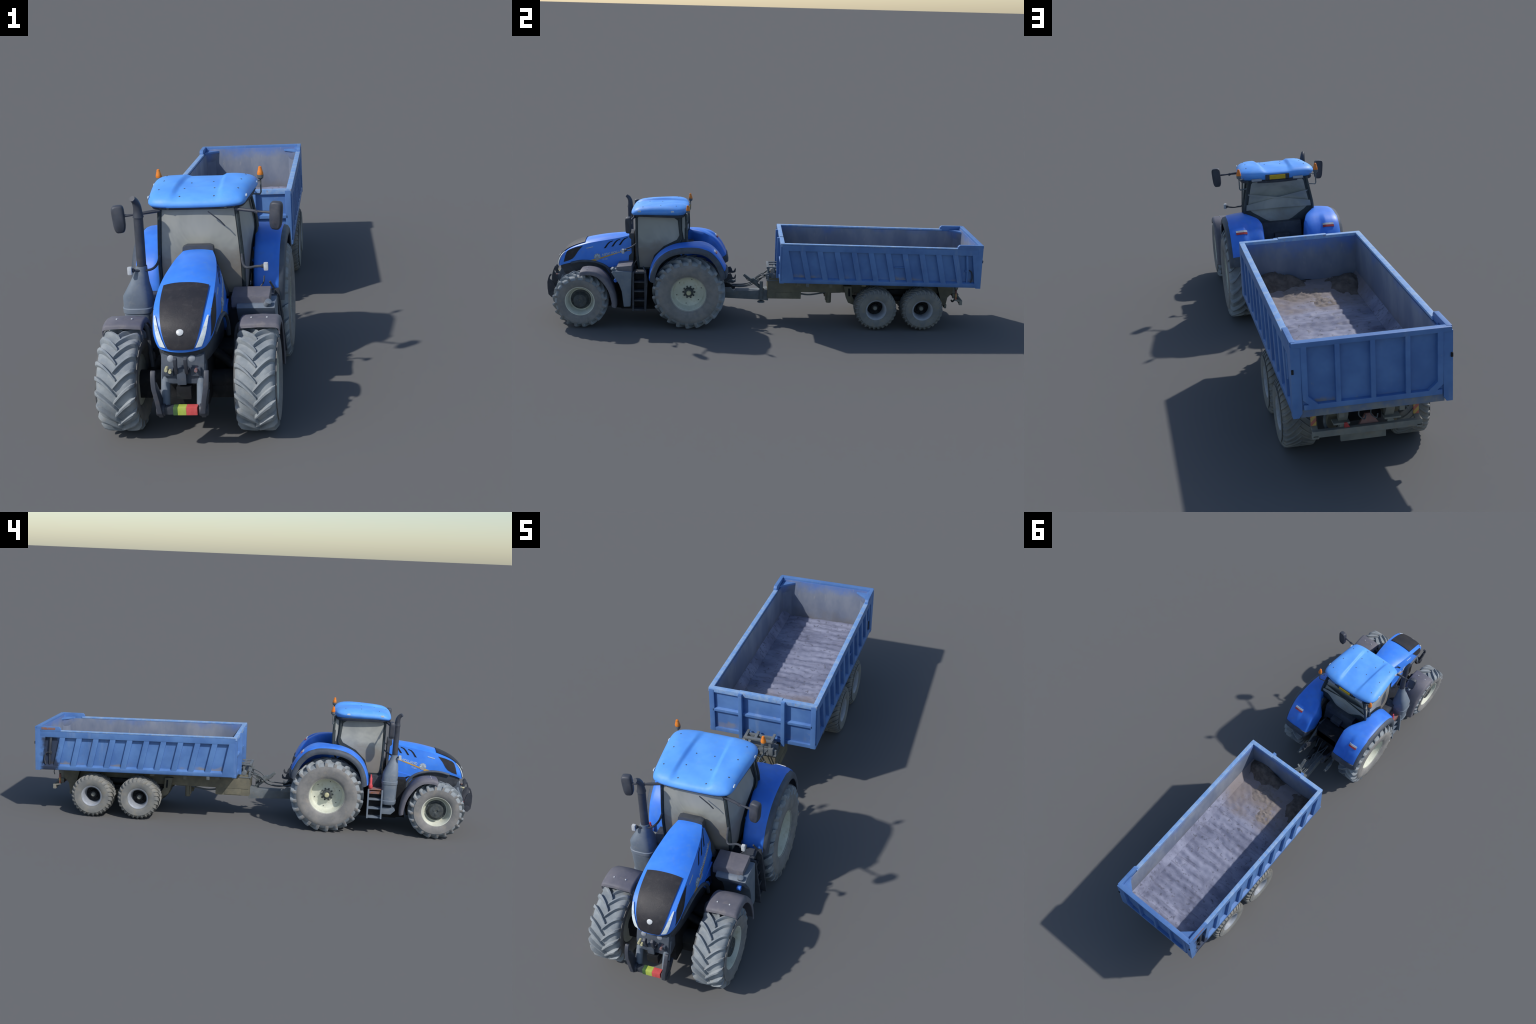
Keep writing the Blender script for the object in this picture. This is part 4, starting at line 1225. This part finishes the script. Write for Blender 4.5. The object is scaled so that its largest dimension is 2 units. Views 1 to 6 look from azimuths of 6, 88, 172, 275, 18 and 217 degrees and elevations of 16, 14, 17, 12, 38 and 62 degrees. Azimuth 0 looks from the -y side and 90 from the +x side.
# ---- chassis and drawbar
part(G().box((-0.068, 0.026, 0.139), (-0.050, 0.90, 0.208)).box((0.050, 0.026, 0.139), (0.068, 0.90, 0.208)), 'frame_rail', M['chassis'], 0.002, skew)
g = G()
for y in (0.20, 0.36, 0.60, 0.86):
    g.box((-0.055, y, 0.150), (0.055, y + 0.025, 0.195))
for y in (0.15, 0.45, 0.80):
    g.box((-0.180, y, 0.202), (0.180, y + 0.02, 0.221))
part(g, 'cross_member', M['chassis'], 0.002, skew)
g = G().prism([(0.024, 0.106), (0.024, 0.200), (0.035, 0.205), (0.182, 0.150), (0.182, 0.105)], 0, -0.066, 0.066)
part(g, 'chassis_box', M['chassis'], 0.003, skew)
g = G()
for s in (1, -1):
    g.box((s * 0.0665 - .0015, 0.062, 0.110), (s * 0.0665 + .0015, 0.140, 0.138))
part(g, 'box_plate', M['chassis'], 0.001, skew)
# headstock with cross tube and shelf
g = G().box((-0.070, 0.018, 0.192), (0.070, 0.074, 0.198))
g.box((-0.070, 0.022, 0.196), (0.070, 0.030, 0.218))
g.tube([(-0.068, 0.052, 0.213), (0.068, 0.052, 0.213)], 0.012, 14)
g.box((0.040, 0.016, 0.196), (0.058, 0.072, 0.226))
g.box((-0.055, 0.018, 0.249), (0.055, 0.030, 0.257))
for x in (-0.05, -0.012, 0.05):
    g.box((x - .005, 0.026, 0.250), (x + .005, 0.072, 0.256))
g.box((-0.050, 0.022, 0.220), (-0.040, 0.032, 0.252))
g.box((0.040, 0.022, 0.220), (0.050, 0.032, 0.252))
g.box((-0.05, 0.050, 0.22), (0.05, 0.060, 0.252))
part(g, 'headstock', M['drawbar'], 0.002, skew)
# drawbar
g = G()
rings = []
for y, w, z0, z1 in ((-0.225, 0.014, 0.096, 0.122), (-0.205, 0.020, 0.095, 0.128), (-0.175, 0.022, 0.094, 0.131), (-0.02, 0.026, 0.088, 0.131), (0.03, 0.034, 0.086, 0.140)):
    rings.append([(-w, y, z0), (w, y, z0), (w, y, z1), (-w, y, z1)])
g.loft(rings)
part(g, 'drawbar', M['drawbar'], 0.003, skew)
g = G().box((0.024, -0.012, 0.088), (0.036, 0.004, 0.180))
g.lathe([(0.078, 0.018), (0.083, 0.016), (0.085, 0.0)], 18, (0.030, -0.004, 0), axis=2)
g.lathe([(0.0775, 0.0), (0.078, 0.018)], 18, (0.030, -0.004, 0), axis=2)
part(g, 'parking_stand', M['steel'], 0.0015, skew)
g = G().bar((0.012, -0.088, 0.207), (0.012, 0.020, 0.122), 0.012, 0.012)
g.bar((0.012, -0.050, 0.184), (0.012, -0.020, 0.168), 0.016, 0.020)
g.tube([(0.012, -0.091, 0.207), (0.012, -0.070, 0.180), (0.012, -0.058, 0.174)], 0.0015, 6)
g.bar((-0.02, -0.03, 0.168), (0.03, -0.055, 0.188), 0.008, 0.010)
part(g, 'hitch_lever', M['steel'], 0.001, skew)
g = G()
for q, (x0, x1, z1) in enumerate(((0.045, 0.0, 0.214), (0.02, -0.012, 0.222), (-0.02, -0.02, 0.210), (-0.01, 0.02, 0.218))):
    g.tube([(x0, -0.285, 0.215), (x0 * .8, -0.22, 0.175 - q * .006), (x1 + .008, -0.125, 0.146 + q * .003), (x1 + .005, -0.06, 0.152 + q * .004), (x1, -0.02, 0.178 + q * 0.008), (x1 * 2, 0.028, z1)], 0.0026, 8, 40)
part(g, 'hydraulic_hose', M['hose'], 0, skew, 60)
g = G()
for q in range(3):
    g.tube([(0.03 - q * .03, 0.03, 0.205), (0.02 - q * .02, -0.004, 0.195 - q * .008), (0.012, -0.03, 0.175 - q * .008), (0.004, 0.0, 0.145)], 0.0024, 8, 18)
part(g, 'brake_hose', M['hose'], 0, skew, 60)
g = G()
for s in (1, -1):
    g.tube([(s * .058, 0.16, 0.133), (s * .055, 0.22, 0.124), (s * .05, 0.30, 0.134), (s * .05, 0.37, 0.137)], 0.004, 8, 20)
part(g, 'air_pipe', M['hose'], 0, skew, 60)
# tipping ram feet, brackets
for s in (1, -1):
    g = G().lathe([(0.086, 0.011), (0.087, 0.0125), (0.142, 0.0125), (0.150, 0.010)], 16, (s * 0.05, 0.314, 0), axis=2)
    g.box((s * 0.05 - .012, 0.298, 0.098), (s * 0.05 + .012, 0.304, 0.15))
    part(g, 'stand_leg', M['chassis'], 0.001, skew)
    g = G().prism([(0.378, 0.178), (0.416, 0.178), (0.420, 0.13), (0.440, 0.100), (0.432, 0.086), (0.402, 0.098), (0.392, 0.12)], 0, s * 0.072, s * 0.096)
    part(g, 'suspension_bracket', M['chassis'], 0.003, skew)
    g = G().prism([(0.40, 0.168), (0.408, 0.168), (0.411, 0.13), (0.402, 0.13)], 0, s * 0.0955, s * 0.0975)
    part(g, 'bracket_slot', M['deep'], 0.001, skew)
    g = G().prism([(0.815, 0.200), (0.895, 0.205), (0.893, 0.150), (0.882, 0.138), (0.872, 0.128), (0.866, 0.092), (0.846, 0.088), (0.832, 0.14)], 0, s * 0.070, s * 0.096)
    part(g, 'suspension_bracket', M['chassis'], 0.003, skew)
    g = G()
    g.bar((s * .08, 0.42, 0.118), (s * .08, 0.85, 0.118), 0.02, 0.022)
    g.bar((s * .08, 0.52, 0.15), (s * .08, 0.74, 0.15), 0.018, 0.02)
    part(g, 'leaf_spring', M['deep'], 0.002, skew)
g = G()
for y in (0.5195, 0.7345):
    g.tube([(-0.13, y, 0.0955), (0.13, y, 0.0955)], 0.014, 14)
g.box((-0.06, 0.45, 0.10), (0.06, 0.84, 0.17))
part(g, 'axle', M['deep'], 0.002, skew)

# rear end
g = G().bar((-0.147, 0.924, 0.120), (0.147, 0.924, 0.120), 0.014, 0.018)
for s in (1, -1):
    g.box((s * 0.139 - .009, 0.917, 0.107), (s * 0.139 + .009, 0.931, 0.118))
    g.bar((s * 0.138, 0.896, 0.131), (s * 0.138, 0.924, 0.124), 0.016, 0.007)
part(g, 'bumper', M['beam'], 0.002, skew)
part(G().box((-0.062, 0.868, 0.064), (0.062, 0.878, 0.083)), 'plate_holder', M['beam'], 0.001, skew)
for s in (1, -1):
    part(G().box((s * 0.138 - .0075, 0.897, 0.130), (s * 0.138 + .0075, 0.903, 0.162)), 'warning_post', M['warn'], 0.001, skew)
    part(G().box((s * 0.138 - .0075, 0.8965, 0.1625), (s * 0.138 + .0075, 0.9035, 0.178)), 'marker_lamp', M['redplate'], 0.001, skew)
    g = G().prism([(0.89, 0.205), (0.93, 0.205), (0.925, 0.165), (0.910, 0.140), (0.895, 0.140)], 0, s * 0.062 - .012, s * 0.062 + .012)
    g.box((s * 0.068 - .022, 0.896, 0.138), (s * 0.068 + .022, 0.925, 0.143))
    part(g, 'tail_bracket', M['beam'], 0.001, skew)
    part(G().prism([(s * .056, 0.140), (s * .070, 0.140), (s * .076, 0.118), (s * .054, 0.118)], 1, 0.902, 0.920), 'bumper_strut', M['beam'], 0.001, skew)
part(G().prism([(0.062, 0.143), (0.054, 0.143), (0.044, 0.124), (0.062, 0.124)], 1, 0.921, 0.926), 'red_reflector', M['redlens'], 0.001, skew)
part(G().prism([(-0.014, 0.156), (0.002, 0.156), (0.026, 0.116), (-0.040, 0.116)], 1, 0.906, 0.914), 'tail_plate', M['redplate'], 0.001, skew)
g = G().tube([(-0.05, 0.905, 0.178), (0.05, 0.905, 0.178)], 0.010, 14)
part(g, 'hinge_tube', M['chassis'], 0, skew)
g = G()
for x in (0.02, -0.012):
    g.tube([(x, 0.93, 0.188), (x + .005, 0.935, 0.165), (x - .01, 0.932, 0.150), (x - .016, 0.925, 0.158)], 0.0018, 6, 14)
g.tube([(0.075, 0.90, 0.195), (0.105, 0.905, 0.170), (0.108, 0.905, 0.130), (0.085, 0.90, 0.106), (0.06, 0.90, 0.104)], 0.004, 8, 24)
g.tube([(-0.09, 0.93, 0.205), (-0.10, 0.94, 0.18), (-0.105, 0.935, 0.165)], 0.002, 6, 10)
part(g, 'tail_hose', M['hose'], 0, skew, 60)
# ---- trailer wheels
tt = tyre_mesh('trailer_tyre', 0.0965, 0.100, 0.045, 28, 0.0042, 0.0085, 0.42, [M['ttyre'], M['ttyre']], 0.012)
g = G().lathe([(-0.038, 0.043), (-0.038, 0.048), (0.030, 0.042), (0.038, 0.045), (0.043, 0.0485), (0.046, 0.0475), (0.044, 0.043), (0.036, 0.039), (0.000, 0.036), (-0.010, 0.0355)], 48)
tr = mesh_from(g, 'trailer_rim', M['trim_silver'], 0, 40)
g = G().lathe([(-0.010, 0.037), (-0.006, 0.034), (-0.004, 0.020), (0.004, 0.018), (0.006, 0.016), (0.006, 0)], 32)
ring_bolts(g, -0.005, 0.026, 8, 0.0028, 0.006)
td = mesh_from(g, 'trailer_disc', M['deep'], 0.0005, 40)
g = G().lathe([(0.004, 0.0105), (0.014, 0.0100), (0.017, 0.008), (0.018, 0)], 24)
th = mesh_from(g, 'trailer_hub_cap', M['beam'], 0, 40)
for y in (0.5195, 0.7345):
    cx = skew((0, y, 0))[0]
    for s in (1, -1):
        wheel('trailer_wheel', X, cx + s * 0.158, y, 0.0965, [('tyre', tt, 0), ('rim', tr, 1), ('disc', td, 1), ('hub_cap', th, 1)], s)
